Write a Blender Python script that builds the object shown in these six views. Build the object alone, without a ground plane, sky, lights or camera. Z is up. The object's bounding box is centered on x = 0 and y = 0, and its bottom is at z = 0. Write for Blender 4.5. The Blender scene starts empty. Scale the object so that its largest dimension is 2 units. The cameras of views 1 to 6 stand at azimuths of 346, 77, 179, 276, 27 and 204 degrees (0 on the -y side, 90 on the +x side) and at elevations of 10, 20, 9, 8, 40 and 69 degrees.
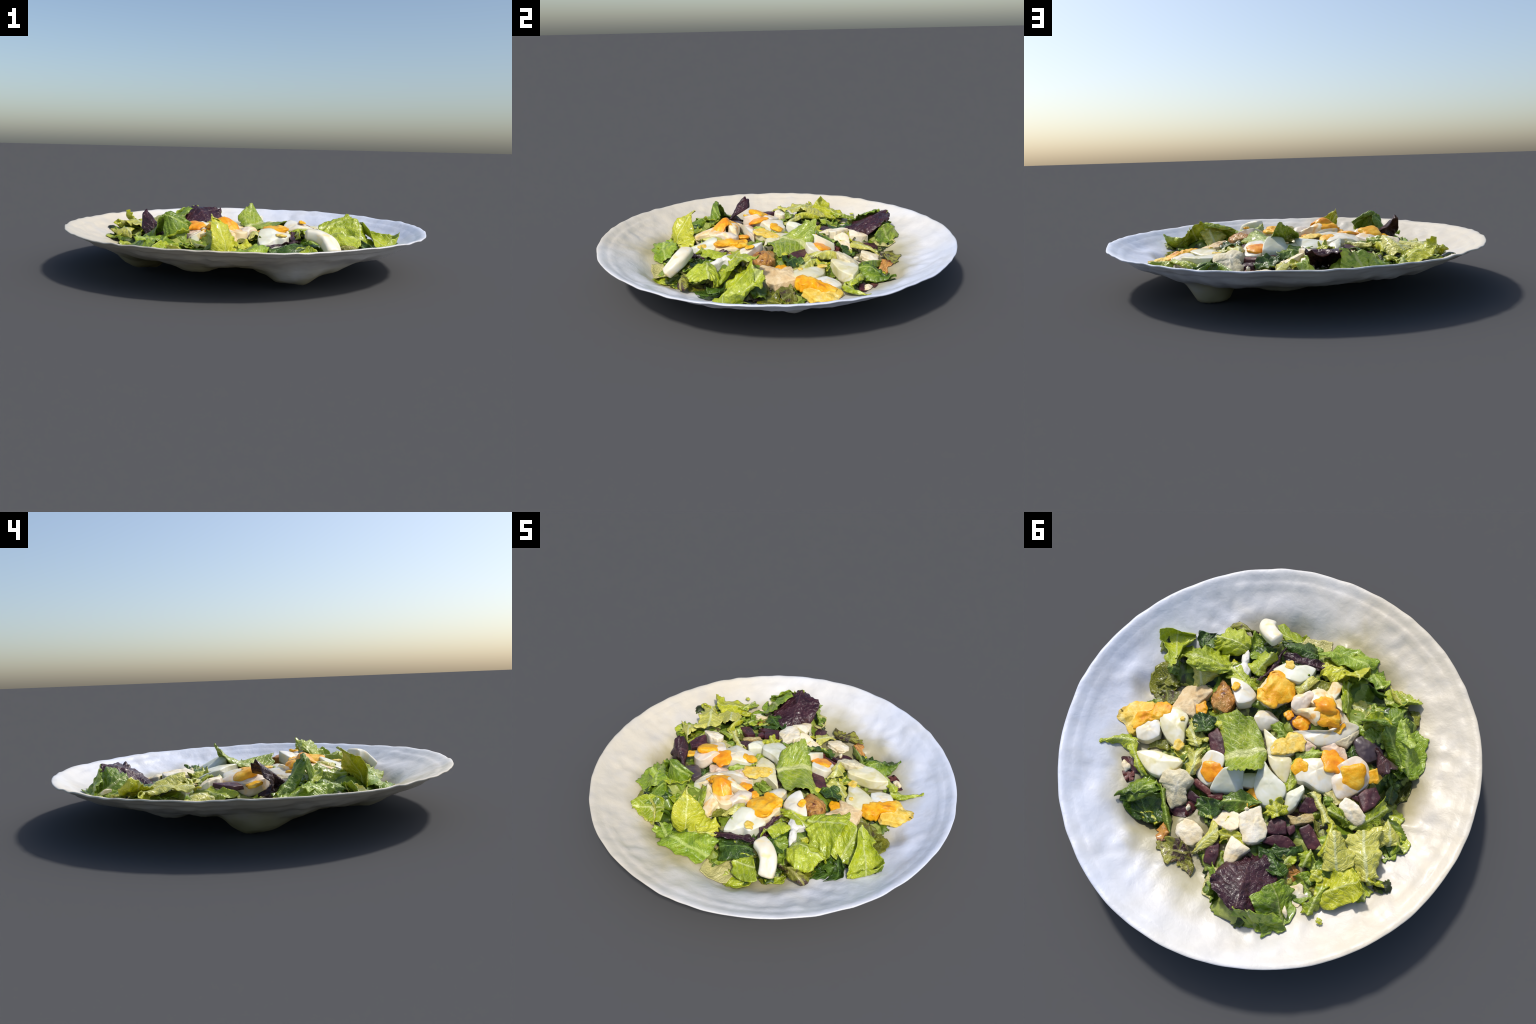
"""Plate of mixed salad: lettuce, boiled egg, feta, red onion and chicken on a
wavy white china plate.  Everything is modelled part by part: leaves are lofts
through three cross-sections, chunks are domed slabs on a closed outline,
yolks are crumbly blobs, the plate is a turned profile with a wavy rim."""
import bpy, math, random
import numpy as np
from mathutils import Vector, Matrix, noise

random.seed(7)
rng = np.random.RandomState(7)

# ------------------------------------------------------------------ materials
def lin(c):
    """sRGB 0-255 -> linear RGBA"""
    out = []
    for v in c:
        v /= 255.0
        out.append(v / 12.92 if v <= 0.04045 else ((v + 0.055) / 1.055) ** 2.4)
    return (*out, 1.0)


class Nodes:
    def __init__(self, name):
        self.mat = bpy.data.materials.new(name)
        self.mat.use_nodes = True
        self.t = self.mat.node_tree
        self.t.nodes.clear()
        self.out = self.add("ShaderNodeOutputMaterial")
        self.tc = self.add("ShaderNodeTexCoord")
        self.co = self.tc.outputs["Object"]

    def add(self, kind, **kw):
        n = self.t.nodes.new(kind)
        for k, v in kw.items():
            setattr(n, k, v)
        return n

    def link(self, a, b):
        self.t.links.new(a, b)

    def put(self, sock, v):
        if isinstance(v, bpy.types.NodeSocket):
            self.link(v, sock)
        else:
            sock.default_value = v

    def math(self, op, a, b=0.0, c=0.0, clamp=False):
        n = self.add("ShaderNodeMath", operation=op, use_clamp=clamp)
        for s, v in zip(n.inputs, (a, b, c)):
            self.put(s, v)
        return n.outputs[0]

    def noise(self, scale, detail=3.0, rough=0.55, dist=0.0, vec=None):
        n = self.add("ShaderNodeTexNoise")
        self.put(n.inputs["Vector"], vec or self.co)
        n.inputs["Scale"].default_value = scale
        n.inputs["Detail"].default_value = detail
        n.inputs["Roughness"].default_value = rough
        n.inputs["Distortion"].default_value = dist
        return n.outputs["Fac"]

    def step(self, v, lo, hi):
        n = self.add("ShaderNodeMapRange", interpolation_type="SMOOTHSTEP")
        self.put(n.inputs["Value"], v)
        n.inputs["From Min"].default_value = lo
        n.inputs["From Max"].default_value = hi
        return n.outputs["Result"]

    def mix(self, f, a, b, mode="MIX"):
        n = self.add("ShaderNodeMix", data_type="RGBA", blend_type=mode)
        self.put(n.inputs[0], f)
        self.put(n.inputs[6], a)
        self.put(n.inputs[7], b)
        return n.outputs[2]

    def ramp(self, f, stops):
        n = self.add("ShaderNodeValToRGB")
        el = n.color_ramp.elements
        while len(el) < len(stops):
            el.new(0.5)
        for e, (p, c) in zip(el, stops):
            e.position, e.color = p, c
        self.put(n.inputs["Fac"], f)
        return n.outputs["Color"]

    def bump(self, h, strength, dist):
        n = self.add("ShaderNodeBump")
        n.inputs["Strength"].default_value = strength
        n.inputs["Distance"].default_value = dist
        self.put(n.inputs["Height"], h)
        return n.outputs["Normal"]

    def finish(self, color, rough=0.4, normal=None, spec=0.5, sss=0.0, trans=0.0, coat=0.0):
        p = self.add("ShaderNodeBsdfPrincipled")
        self.put(p.inputs["Base Color"], color)
        self.put(p.inputs["Roughness"], rough)
        p.inputs["Specular IOR Level"].default_value = spec
        p.inputs["Coat Weight"].default_value = coat
        p.inputs["Coat Roughness"].default_value = 0.15
        if sss:
            p.inputs["Subsurface Weight"].default_value = sss
            p.inputs["Subsurface Radius"].default_value = (0.02, 0.014, 0.008)
            p.inputs["Subsurface Scale"].default_value = 1.0
        if normal is not None:
            self.link(normal, p.inputs["Normal"])
        sh = p.outputs[0]
        if trans:
            tr = self.add("ShaderNodeBsdfTranslucent")
            self.put(tr.inputs["Color"], color)
            m = self.add("ShaderNodeMixShader")
            m.inputs[0].default_value = trans
            self.link(sh, m.inputs[1])
            self.link(tr.outputs[0], m.inputs[2])
            sh = m.outputs[0]
        self.link(sh, self.out.inputs["Surface"])
        return self.mat


MAT = {}


def leaf_material(key, name, dark, mid, light, rib, rib_w=0.006, purple=None, purple_amt=0.0, vein=0.32):
    """Leaf blade: mottled green, fan of side veins off a pale midrib (local x axis),
    optional purple flush."""
    if key not in ("purple", "brown", "celery", "under"):
        dark, mid, light = ([min(255, q[0] * 1.11), min(255, q[1] * 1.06), q[2] * 0.72] for q in (dark, mid, light))
        rib = [rib[0], rib[1], rib[2] * 0.85]
    N = Nodes(name)
    sep = N.add("ShaderNodeSeparateXYZ")
    N.link(N.co, sep.inputs[0])
    x, y = sep.outputs["X"], sep.outputs["Y"]
    rnd = N.add("ShaderNodeObjectInfo").outputs["Random"]
    off = N.add("ShaderNodeVectorMath", operation="ADD")
    N.link(N.co, off.inputs[0])
    cmb = N.add("ShaderNodeCombineXYZ")
    N.link(N.math("MULTIPLY", rnd, 37.0), cmb.inputs[0])
    N.link(cmb.outputs[0], off.inputs[1])
    vec = off.outputs[0]
    wob = N.noise(12, 2, vec=vec)
    big = N.noise(11, 3, 0.6, 0.6, vec=vec)
    fine = N.noise(70, 4, 0.65, 0.4, vec=vec)
    f = N.math("ADD", N.math("MULTIPLY", big, 0.75), N.math("MULTIPLY", fine, 0.35))
    f = N.math("ADD", f, N.math("MULTIPLY_ADD", rnd, 0.16, -0.13))
    col = N.ramp(f, [(0.30, lin(dark)), (0.50, lin(mid)), (0.72, lin(light))])
    if purple is not None:
        pm = N.step(N.noise(9, 4, 0.6, 0.8, vec=vec), 0.62 - purple_amt, 0.72 - purple_amt)
        pcol = N.ramp(fine, [(0.3, lin([c * 0.55 for c in purple])), (0.6, lin(purple)), (0.8, lin([min(255, c * 1.5) for c in purple]))])
        col = N.mix(pm, col, pcol)
    # side veins
    ay = N.math("ABSOLUTE", N.math("ADD", y, N.math("MULTIPLY_ADD", wob, 0.03, -0.015)))
    ph = N.math("ADD", N.math("MULTIPLY", x, 190.0), N.math("MULTIPLY", ay, 150.0))
    ph = N.math("ADD", ph, N.math("MULTIPLY", wob, 17.0))
    v = N.math("POWER", N.math("ABSOLUTE", N.math("COSINE", N.math("MULTIPLY", ph, 0.5))), 9.0)
    vo = N.add("ShaderNodeTexVoronoi", feature="DISTANCE_TO_EDGE")
    N.link(vec, vo.inputs["Vector"])
    vo.inputs["Scale"].default_value = 42.0
    cell = N.math("SUBTRACT", 1.0, N.step(vo.outputs["Distance"], 0.0, 0.12))
    veins = N.math("MAXIMUM", N.math("MULTIPLY", v, 0.8), N.math("MULTIPLY", cell, 0.6))
    col = N.mix(N.math("MULTIPLY", veins, vein), col, lin(rib))
    ribm = N.math("SUBTRACT", 1.0, N.step(ay, rib_w * 0.5, rib_w * 1.6))
    col = N.mix(N.math("MULTIPLY", ribm, 0.85), col, lin(rib))
    h = N.math("ADD", N.math("MULTIPLY", fine, 0.8), N.math("MULTIPLY", veins, -0.5))
    nrm = N.bump(h, 0.7, 0.006)
    MAT[key] = N.finish(col, 0.28, nrm, 0.5, trans=0.16, coat=0.25)


GREEN_RIB = (205, 212, 150)
leaf_material("crisp", "crinkled_romaine", (96, 128, 26), (136, 162, 46), (186, 198, 96), (222, 224, 178), 0.016, vein=0.4)
leaf_material("lime", "lime_lettuce", (104, 130, 14), (146, 168, 24), (188, 204, 70), GREEN_RIB, 0.004)
leaf_material("limeyellow", "yellow_green_lettuce", (138, 150, 16), (176, 186, 34), (208, 212, 96), (220, 222, 150), 0.004)
leaf_material("green", "green_lettuce", (62, 92, 14), (98, 130, 24), (146, 172, 62), (170, 188, 100), 0.004)
leaf_material("romaine", "romaine_lettuce", (88, 124, 24), (128, 160, 42), (172, 196, 86), (196, 212, 134), 0.007)
leaf_material("dark", "dark_green_lettuce", (22, 42, 8), (48, 76, 16), (90, 122, 40), (104, 136, 66), 0.003, vein=0.35)
leaf_material("olive", "olive_lettuce", (70, 80, 12), (106, 114, 24), (142, 148, 52), (156, 160, 84), 0.003)
leaf_material("oliver", "limp_olive_lettuce", (58, 66, 26), (92, 100, 48), (130, 136, 84), (140, 144, 90), 0.003, purple=(74, 44, 48), purple_amt=0.08)
leaf_material("pale", "pale_inner_lettuce", (150, 158, 72), (188, 192, 118), (216, 216, 164), (226, 226, 190), 0.006, vein=0.35)
leaf_material("yellow", "yellow_lettuce_heart", (134, 150, 30), (176, 184, 40), (204, 204, 96), (222, 222, 150), 0.004, vein=0.3)
leaf_material("celery", "pale_lettuce_rib", (170, 160, 80), (192, 186, 112), (214, 208, 146), (208, 200, 130), 0.0, vein=0.25)
leaf_material("brown", "browned_leaf", (140, 78, 24), (196, 130, 52), (222, 174, 100), (206, 150, 70), 0.003, purple=(128, 58, 26), purple_amt=0.1, vein=0.4)
leaf_material("purple", "purple_lettuce", (36, 16, 22), (60, 28, 38), (92, 54, 62), (92, 60, 62), 0.003, vein=0.3)
leaf_material("redgreen", "red_tipped_lettuce", (72, 82, 20), (112, 118, 36), (156, 160, 84), (170, 164, 100), 0.004, purple=(70, 36, 38), purple_amt=0.14)
leaf_material("under", "pale_leaf_underside", (168, 152, 114), (196, 182, 146), (212, 202, 172), (210, 196, 158), 0.004, purple=(86, 62, 66), purple_amt=0.02, vein=0.2)
leaf_material("greenred", "speckled_lettuce", (78, 108, 24), (122, 156, 48), (170, 192, 96), (190, 198, 140), 0.005, purple=(66, 40, 46), purple_amt=0.02)


def chunk_material(key, name, stops, scale, rough, detail=4.0, sss=0.0, bump=0.3, coat=0.0, tint=None, speck=None):
    N = Nodes(name)
    rnd = N.add("ShaderNodeObjectInfo").outputs["Random"]
    off = N.add("ShaderNodeVectorMath", operation="ADD")
    N.link(N.co, off.inputs[0])
    cmb = N.add("ShaderNodeCombineXYZ")
    N.link(N.math("MULTIPLY", rnd, 53.0), cmb.inputs[1])
    N.link(cmb.outputs[0], off.inputs[1])
    vec = off.outputs[0]
    n = N.noise(scale, detail, 0.6, 0.5, vec=vec)
    col = N.ramp(n, [(p, lin(c)) for p, c in stops])
    if tint is not None:
        col = N.mix(N.step(N.noise(18, 2, 0.5, 0.6, vec=vec), 0.52, 0.74), col, lin(tint))
    if speck is not None:
        col = N.mix(N.step(N.noise(120, 2, 0.5, 0.0, vec=vec), 0.66, 0.74), col, lin(speck))
    fine = N.noise(scale * 4, 4, 0.65, vec=vec)
    nrm = N.bump(N.math("ADD", n, fine), bump, 0.008)
    MAT[key] = N.finish(col, rough, nrm, 0.4, sss=sss, coat=coat)


chunk_material("egg", "boiled_egg_white", [(0.3, (222, 212, 182)), (0.55, (233, 227, 208)), (0.75, (239, 237, 228))], 14, 0.3, 2, 0.15, 0.08, 0.2, tint=(236, 214, 158))
chunk_material("eggblue", "cool_egg_white", [(0.3, (214, 212, 180)), (0.55, (227, 226, 206)), (0.75, (236, 236, 228))], 14, 0.28, 2, 0.15, 0.06, 0.25, tint=(222, 218, 186))
chunk_material("eggpale", "translucent_egg_white", [(0.3, (214, 204, 150)), (0.55, (228, 220, 184)), (0.75, (234, 230, 210))], 14, 0.28, 2, 0.15, 0.06, 0.25, tint=(214, 204, 138))
chunk_material("eggcream", "yolk_stained_egg_white", [(0.3, (224, 196, 142)), (0.55, (232, 216, 176)), (0.75, (236, 230, 208))], 16, 0.35, 2, 0.15, 0.08, 0.15, tint=(232, 178, 92))
chunk_material("eggpink", "pinkish_egg_white", [(0.3, (214, 194, 166)), (0.55, (230, 216, 196)), (0.75, (236, 228, 214))], 16, 0.35, 3, 0.15, 0.12, 0.15, tint=(236, 206, 150))
chunk_material("yolk", "egg_yolk", [(0.3, (220, 138, 6)), (0.5, (244, 176, 20)), (0.72, (252, 210, 84))], 15, 0.42, 4, 0.1, 0.4)
chunk_material("yolkdeep", "deep_orange_yolk", [(0.3, (214, 116, 4)), (0.5, (242, 156, 12)), (0.72, (250, 192, 48))], 14, 0.36, 4, 0.1, 0.35, 0.15)
chunk_material("yolkpale", "pale_crumbly_yolk", [(0.3, (222, 176, 50)), (0.5, (234, 198, 84)), (0.72, (238, 220, 150))], 30, 0.5, 4, 0.1, 0.4)
chunk_material("feta", "feta_cheese", [(0.28, (224, 200, 146)), (0.5, (237, 222, 188)), (0.72, (244, 239, 226))], 12, 0.62, 5, 0.1, 0.5)
chunk_material("chicken", "cooked_chicken", [(0.28, (206, 170, 118)), (0.5, (224, 198, 152)), (0.72, (234, 216, 182))], 16, 0.55, 5, 0.08, 0.6)
chunk_material("chickenpale", "pale_chicken", [(0.28, (206, 190, 146)), (0.5, (224, 212, 176)), (0.72, (234, 228, 206))], 16, 0.55, 5, 0.08, 0.6)
chunk_material("chickenpink", "pink_chicken", [(0.28, (206, 168, 134)), (0.5, (226, 198, 170)), (0.72, (236, 220, 200))], 18, 0.5, 5, 0.08, 0.6)
chunk_material("chickentan", "tan_chicken_shred", [(0.28, (166, 140, 86)), (0.5, (200, 176, 116)), (0.72, (216, 198, 150))], 30, 0.6, 5, 0.0, 0.6)
chunk_material("chickenwhite", "white_chicken", [(0.28, (206, 200, 186)), (0.5, (226, 222, 212)), (0.72, (240, 238, 234))], 18, 0.5, 5, 0.08, 0.5)
chunk_material("onion", "red_onion", [(0.3, (44, 20, 26)), (0.52, (68, 32, 40)), (0.76, (100, 56, 58))], 16, 0.45, 3, 0.0, 0.25, 0.04, speck=(150, 110, 100))
chunk_material("onionblue", "grey_purple_onion_skin", [(0.3, (52, 42, 52)), (0.52, (78, 66, 70)), (0.76, (100, 88, 84))], 12, 0.3, 3, 0.0, 0.1, 0.3)
chunk_material("beet", "red_brown_onion", [(0.3, (66, 28, 26)), (0.52, (98, 46, 42)), (0.76, (128, 72, 62))], 18, 0.45, 3, 0.0, 0.25, 0.04, speck=(180, 130, 118))


def plate_material():
    N = Nodes("white_china")
    sep = N.add("ShaderNodeSeparateXYZ")
    N.link(N.co, sep.inputs[0])
    x, y, z = sep.outputs
    n1 = N.noise(2.6, 3, 0.55, 0.4)
    n2 = N.noise(9.0, 4, 0.6, 0.3)
    # scan's lighting painted in: glaze warm on one side, cool on the other
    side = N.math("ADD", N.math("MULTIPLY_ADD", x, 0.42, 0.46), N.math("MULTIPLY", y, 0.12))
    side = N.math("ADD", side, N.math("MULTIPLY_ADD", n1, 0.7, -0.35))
    baked_light = N.ramp(side, [(0.18, lin((214, 204, 184))), (0.5, lin((222, 219, 214))), (0.85, lin((214, 219, 232)))])
    baked_light = N.mix(N.math("MULTIPLY", N.step(n2, 0.42, 0.75), 0.3), baked_light, lin((190, 188, 186)))
    # darker oil over a patchy olive-tan ring where the salad sits
    r = N.math("SQRT", N.math("ADD", N.math("MULTIPLY", x, x), N.math("MULTIPLY", y, y)))
    r = N.math("ADD", r, N.math("MULTIPLY_ADD", n1, 0.34, -0.17))
    r = N.math("ADD", r, N.math("MULTIPLY_ADD", n2, 0.12, -0.06))
    olive_ring = N.math("SUBTRACT", 1.0, N.step(r, 0.66, 0.84))
    col = N.mix(N.math("MULTIPLY", olive_ring, 0.7), baked_light, lin((162, 150, 92)))
    inner_olive = N.math("SUBTRACT", 1.0, N.step(r, 0.54, 0.70))
    col = N.mix(N.math("MULTIPLY", inner_olive, 0.7), col, lin((120, 112, 58)))
    h = N.noise(16, 4, 0.55, 0.2)
    nrm = N.bump(h, 0.22, 0.02)
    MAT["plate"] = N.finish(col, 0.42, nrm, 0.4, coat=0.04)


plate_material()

# ------------------------------------------------------------------ scene tree
root = bpy.data.objects.new("salad_plate", None)
bpy.context.scene.collection.objects.link(root)
root["label"] = "white plate of mixed green salad with boiled egg and feta"
root["category"] = "salad plate"


def make(name, verts, faces, mat, parent=root, matrix=None, smooth=True):
    me = bpy.data.meshes.new(name)
    V = np.asarray(verts, dtype=float)
    if matrix is not None:
        inv = np.array(matrix.inverted())
        V = V @ inv[:3, :3].T + inv[:3, 3]
    me.from_pydata(V.tolist(), [], faces)
    me.materials.append(MAT[mat])
    if smooth:
        me.shade_smooth()
    ob = bpy.data.objects.new(name, me)
    bpy.context.scene.collection.objects.link(ob)
    ob.parent = parent
    if matrix is not None:
        ob.matrix_local = matrix
    return ob


def group(name, parent=root):
    e = bpy.data.objects.new(name, None)
    bpy.context.scene.collection.objects.link(e)
    e.parent = parent
    return e


def rest_on_plate(V, gap=0.004):
    for p in V:
        p[2] = max(p[2], plate_z(p[0], p[1]) + gap)
    return V


def fnoise(P, scale, seed):
    """vectorless Perlin noise at each row of P"""
    s = Vector((seed * 3.17, seed * 1.31, seed * 0.77))
    return np.array([noise.noise(Vector(p) * scale + s) for p in P])


# ------------------------------------------------------------------ the plate
FLOOR = 0.075
# dents where the plate sags lowest: x, y, depth, spread
DENTS = [(0.06, -0.64, 0.074, 0.125), (0.23, -0.60, 0.045, 0.13), (0.42, 0.47, 0.105, 0.10), (0.40, 0.39, 0.075, 0.09), (-0.58, -0.06, 0.090, 0.14),
         (-0.37, -0.53, 0.035, 0.11), (0.68, -0.09, 0.042, 0.10), (-0.63, -0.22, 0.022, 0.09), (0.10, 0.60, 0.025, 0.10), (-0.58, 0.31, 0.015, 0.07)]
# wall profile: inset from the rim, drop below the rim
PROFILE = [(0.0, 0.0), (0.012, 0.0), (0.024, 0.004), (0.05, 0.019), (0.09, 0.039), (0.14, 0.058), (0.19, 0.075),
           (0.25, 0.094), (0.31, 0.107), (0.37, 0.115), (0.50, 0.119), (0.99, 0.119)]
STEEP = [(0.0, 0.0), (0.012, 0.0), (0.024, 0.004), (0.05, 0.022), (0.09, 0.047), (0.14, 0.070), (0.19, 0.090),
         (0.25, 0.108), (0.31, 0.117), (0.37, 0.119), (0.50, 0.119), (0.99, 0.119)]


def rim(t):
    r = 0.9905 - 0.0097 * math.cos(2 * t) + 0.0017 * math.sin(t) + 0.0016 * math.cos(t) - 0.0018 * math.sin(3 * t) + 0.0019 * math.cos(5 * t)
    z = 0.2305 - 0.0055 * math.sin(t) + 0.0013 * math.cos(4 * t) - 0.0015 * math.sin(7 * t) + 0.001 * math.cos(6 * t)
    p = Vector((math.cos(t), math.sin(t), 0))
    wave = 0.006 * noise.noise(p * 5.0) + 0.006 * noise.noise(p * 13.0 + Vector((9, 1, 2)))
    r += 0.004 * noise.noise(p * 9.0 + Vector((3, 8, 1)))
    return r, z, wave


def plate_z(x, y):
    """height of the eating surface"""
    t = math.atan2(y, x)
    R, zr, wave = rim(t)
    d = R - math.hypot(x, y)
    zr += wave * math.exp(-max(d, 0.0) / 0.035)
    ins = [p[0] for p in PROFILE]
    soft = float(np.interp(d, ins, [p[1] for p in PROFILE]))
    hard = float(np.interp(d, ins, [p[1] for p in STEEP]))
    side = 0.5 + 0.5 * math.cos(t - 0.35)
    side = side * side * (3 - 2 * side)
    z = zr - soft - (hard - soft) * side
    w = min(1.0, max(0.0, (d - 0.015) / 0.08))
    q = Vector((x, y, 0))
    z += w * (0.012 * noise.noise(q * 5.0) + 0.006 * noise.noise(q * 10.0 + Vector((4, 4, 1))) + 0.011 * noise.noise(q * 17.0 + Vector((7, 2, 5))) * (0.55 + noise.noise(q * 3.0 + Vector((1, 9, 2)))) - 0.006 * max(0.0, noise.noise(q * 13.0 + Vector((5, 5, 8))) - 0.25) + 0.002 * noise.noise(q * 50.0))
    # a faint turned ring inside the lip
    z += 0.009 * math.exp(-((d - 0.075) / 0.012) ** 2) * (0.5 + noise.noise(Vector((math.cos(t), math.sin(t), 3)) * 2.0))
    for dx, dy, dep, s in DENTS:
        a = ((x - dx) ** 2 + (y - dy) ** 2) / (s * s)
        if a < 4:
            ragged = 1 + 0.35 * noise.noise(Vector((x * 9, y * 9, 4)))
            z -= dep * math.exp(-(a * ragged) ** 1.6)
    return max(z, 0.012)


def build_plate():
    NT, NR = 360, 70
    ss = np.concatenate([np.linspace(0, 0.06, 12), np.linspace(0.06, 1.0, NR - 11)[1:]])
    V, F = [], []
    for s in ss[:-1]:
        for i in range(NT):
            t = 2 * math.pi * i / NT
            R = 0.99 + (rim(t)[0] - 0.99) * max(0.0, 1 - s * 6)
            rr = R * (1 - s)
            x, y = rr * math.cos(t), rr * math.sin(t)
            V.append((x, y, plate_z(x, y)))
    V.append((0, 0, plate_z(1e-4, 0)))
    m = len(ss) - 1
    for k in range(m - 1):
        for i in range(NT):
            j = (i + 1) % NT
            F.append((k * NT + i, k * NT + j, (k + 1) * NT + j, (k + 1) * NT + i))
    c = m * NT
    for i in range(NT):
        F.append(((m - 1) * NT + i, (m - 1) * NT + (i + 1) % NT, c))
    # underside: the same skin lowered, thin at the lip
    top = np.array(V)
    d = np.hypot(top[:, 0], top[:, 1])
    bot = top.copy()
    thick = 0.006 + 0.006 * np.clip((0.97 - d) / 0.08, 0, 1)
    bot[:, 2] -= thick
    top[:, 2] = np.maximum(top[:, 2], 0.012)
    bot[:, 2] = np.maximum(bot[:, 2], 0.0)
    n = len(V)
    F += [tuple(n + i for i in reversed(f)) for f in F]
    for i in range(NT):
        j = (i + 1) % NT
        F.append((j, i, n + i, n + j))
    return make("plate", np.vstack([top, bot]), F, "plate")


# ------------------------------------------------------------------ generators
POINTS = []          # every control point, used to lay the bed underneath
COUNT = [0]
LEAVES = group("lettuce")
EGGS = group("boiled_egg")
CHEESE = group("feta")
MEAT = group("chicken")
ONION = group("red_onion")
HOME = {"egg": EGGS, "fet": CHEESE, "chi": MEAT, "red": ONION}


def quad(P, s):
    """quadratic through three points at s = -1, 0, 1"""
    s = np.asarray(s)[..., None]
    return P[0] * (s * (s - 1) / 2) + P[1] * (1 - s * s) + P[2] * (s * (s + 1) / 2)


def leaf(name, mat, roundness, ruffle, crinkle, a, b, c, bed=True, solid=None):
    """Loft through three cross-sections a, b, c (left edge, midrib, right edge),
    with ragged rounded outline, ruffled margin, puckered blade and real thickness."""
    COUNT[0] += 1
    seed = COUNT[0]
    rows = [np.array(r, dtype=float) for r in (a, b, c)]
    if bed:
        for r in rows:
            POINTS.extend(r.tolist())
    ctrl = np.array(rows)
    L = max(np.linalg.norm(ctrl[2, 1] - ctrl[0, 1]), 1e-3)
    W = max(np.linalg.norm(ctrl[1, 2] - ctrl[1, 0]), 1e-3)
    nu = int(np.clip(L / 0.0055, 14, 44))
    nv = int(np.clip(W / 0.0055, 14, 40))
    U, Vv = np.meshgrid(np.linspace(-1, 1, nu), np.linspace(-1, 1, nv), indexing="ij")
    k = roundness
    u = U * np.sqrt(1 - k * Vv ** 2 / 2)
    v = Vv * np.sqrt(1 - k * U ** 2 / 2)
    edge = np.maximum(np.abs(U), np.abs(Vv))
    ang = np.arctan2(Vv, U)
    jag = np.array([noise.noise(Vector((math.cos(t) * 2.2, math.sin(t) * 2.2, seed * 1.7))) * 0.9
                    + noise.noise(Vector((math.cos(t) * 6, math.sin(t) * 6, seed * 2.3))) * 0.35 for t in ang.ravel()]).reshape(ang.shape)
    shrink = (1.07 if solid or not bed else 1.03 if mat == "crisp" else 1.11) + 0.10 * jag * edge ** 3
    u, v = u * shrink, v * shrink

    def surf(u, v):
        A, B, C = quad(rows[0], v), quad(rows[1], v), quad(rows[2], v)
        w = u[..., None]
        return A * (w * (w - 1) / 2) + B * (1 - w * w) + C * (w * (w + 1) / 2)

    def normals(P):
        du = np.gradient(P, axis=0)
        dv = np.gradient(P, axis=1)
        n = np.cross(du, dv)
        return n / np.maximum(np.linalg.norm(n, axis=2, keepdims=True), 1e-9)

    P = surf(u, v)
    n = normals(P)
    flip = -1.0 if n[nu // 2, nv // 2, 2] < 0 else 1.0
    n = n * flip
    lx, ly = u * L / 2, v * W / 2
    nz = fnoise(np.stack([lx.ravel(), ly.ravel(), np.full(lx.size, seed * 0.37)], -1), 24.0, seed).reshape(lx.shape)
    nz2 = fnoise(np.stack([lx.ravel(), ly.ravel(), np.full(lx.size, seed * 0.37)], -1), 55.0, seed + 5).reshape(lx.shape)
    ph = lx * 190 + np.abs(ly) * 150 + 5 * nz
    ridges = np.abs(np.cos(ph * 0.5)) ** 3 * (0.6 + 0.6 * nz)
    fold = fnoise(np.stack([lx.ravel(), ly.ravel(), np.full(lx.size, seed * 0.37)], -1), 11.0, seed + 9).reshape(lx.shape)
    if solid:
        ridges = ridges * 0.0
    disp = crinkle * (0.9 * nz + 0.6 * nz2 - 0.7 * ridges * np.clip(np.abs(ly) / 0.02, 0, 1))
    disp += (0.3 if solid else 1.0) * (0.45 if mat == "purple" else 1.0) * min(0.026, 0.2 * min(L, W)) * fold
    m = np.clip((edge - 0.45) / 0.55, 0, 1) ** 2
    disp += (0.0 if solid else 1.0) * min(0.012, 0.09 * min(L, W)) * rng.choice([-1.0, 0.7, 1.0]) * m
    arc = ang * (2 + (L + W) * 16)
    disp += ruffle * m * (np.sin(arc + seed) + 0.6 * np.sin(2.3 * arc + 1.7 * seed)) * 0.8
    disp += np.where(np.abs(ly) < 0.007, 0.002, 0.0) * (1 - m)
    P = P + n * disp[..., None]
    n = normals(P) * flip
    t = 0.0022 + 0.003 * (1 - m)
    if solid:
        t = solid * (0.35 + 0.65 * np.sqrt(1 - np.clip(edge, 0, 1) ** 4))
    Q = P - n * t[..., None]
    for A in (P, Q):
        flat = A.reshape(-1, 3)
        for p in flat:
            lo = plate_z(p[0], p[1]) + (0.009 if A is P else 0.005)
            if p[2] < lo:
                p[2] = lo
    nvrt = nu * nv
    idx = np.arange(nvrt).reshape(nu, nv)
    F = []
    for i in range(nu - 1):
        for j in range(nv - 1):
            f = (int(idx[i, j]), int(idx[i + 1, j]), int(idx[i + 1, j + 1]), int(idx[i, j + 1]))
            F.append(f if flip > 0 else f[::-1])
    F += [tuple(nvrt + q for q in reversed(f)) for f in F]
    ring = [*idx[:, 0], *idx[-1, 1:], *idx[-2::-1, -1], *idx[0, -2:0:-1]]
    for p, q in zip(ring, ring[1:] + ring[:1]):
        f = (int(p), int(p) + nvrt, int(q) + nvrt, int(q))
        F.append(f if flip > 0 else f[::-1])
    ex = Vector(ctrl[2, 1] - ctrl[0, 1]).normalized()
    ey = Vector(ctrl[1, 2] - ctrl[1, 0])
    ey = (ey - ex * ey.dot(ex)).normalized()
    M = Matrix((ex, ey, ex.cross(ey))).transposed().to_4x4()
    M.translation = Vector(ctrl[1, 1])
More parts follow.
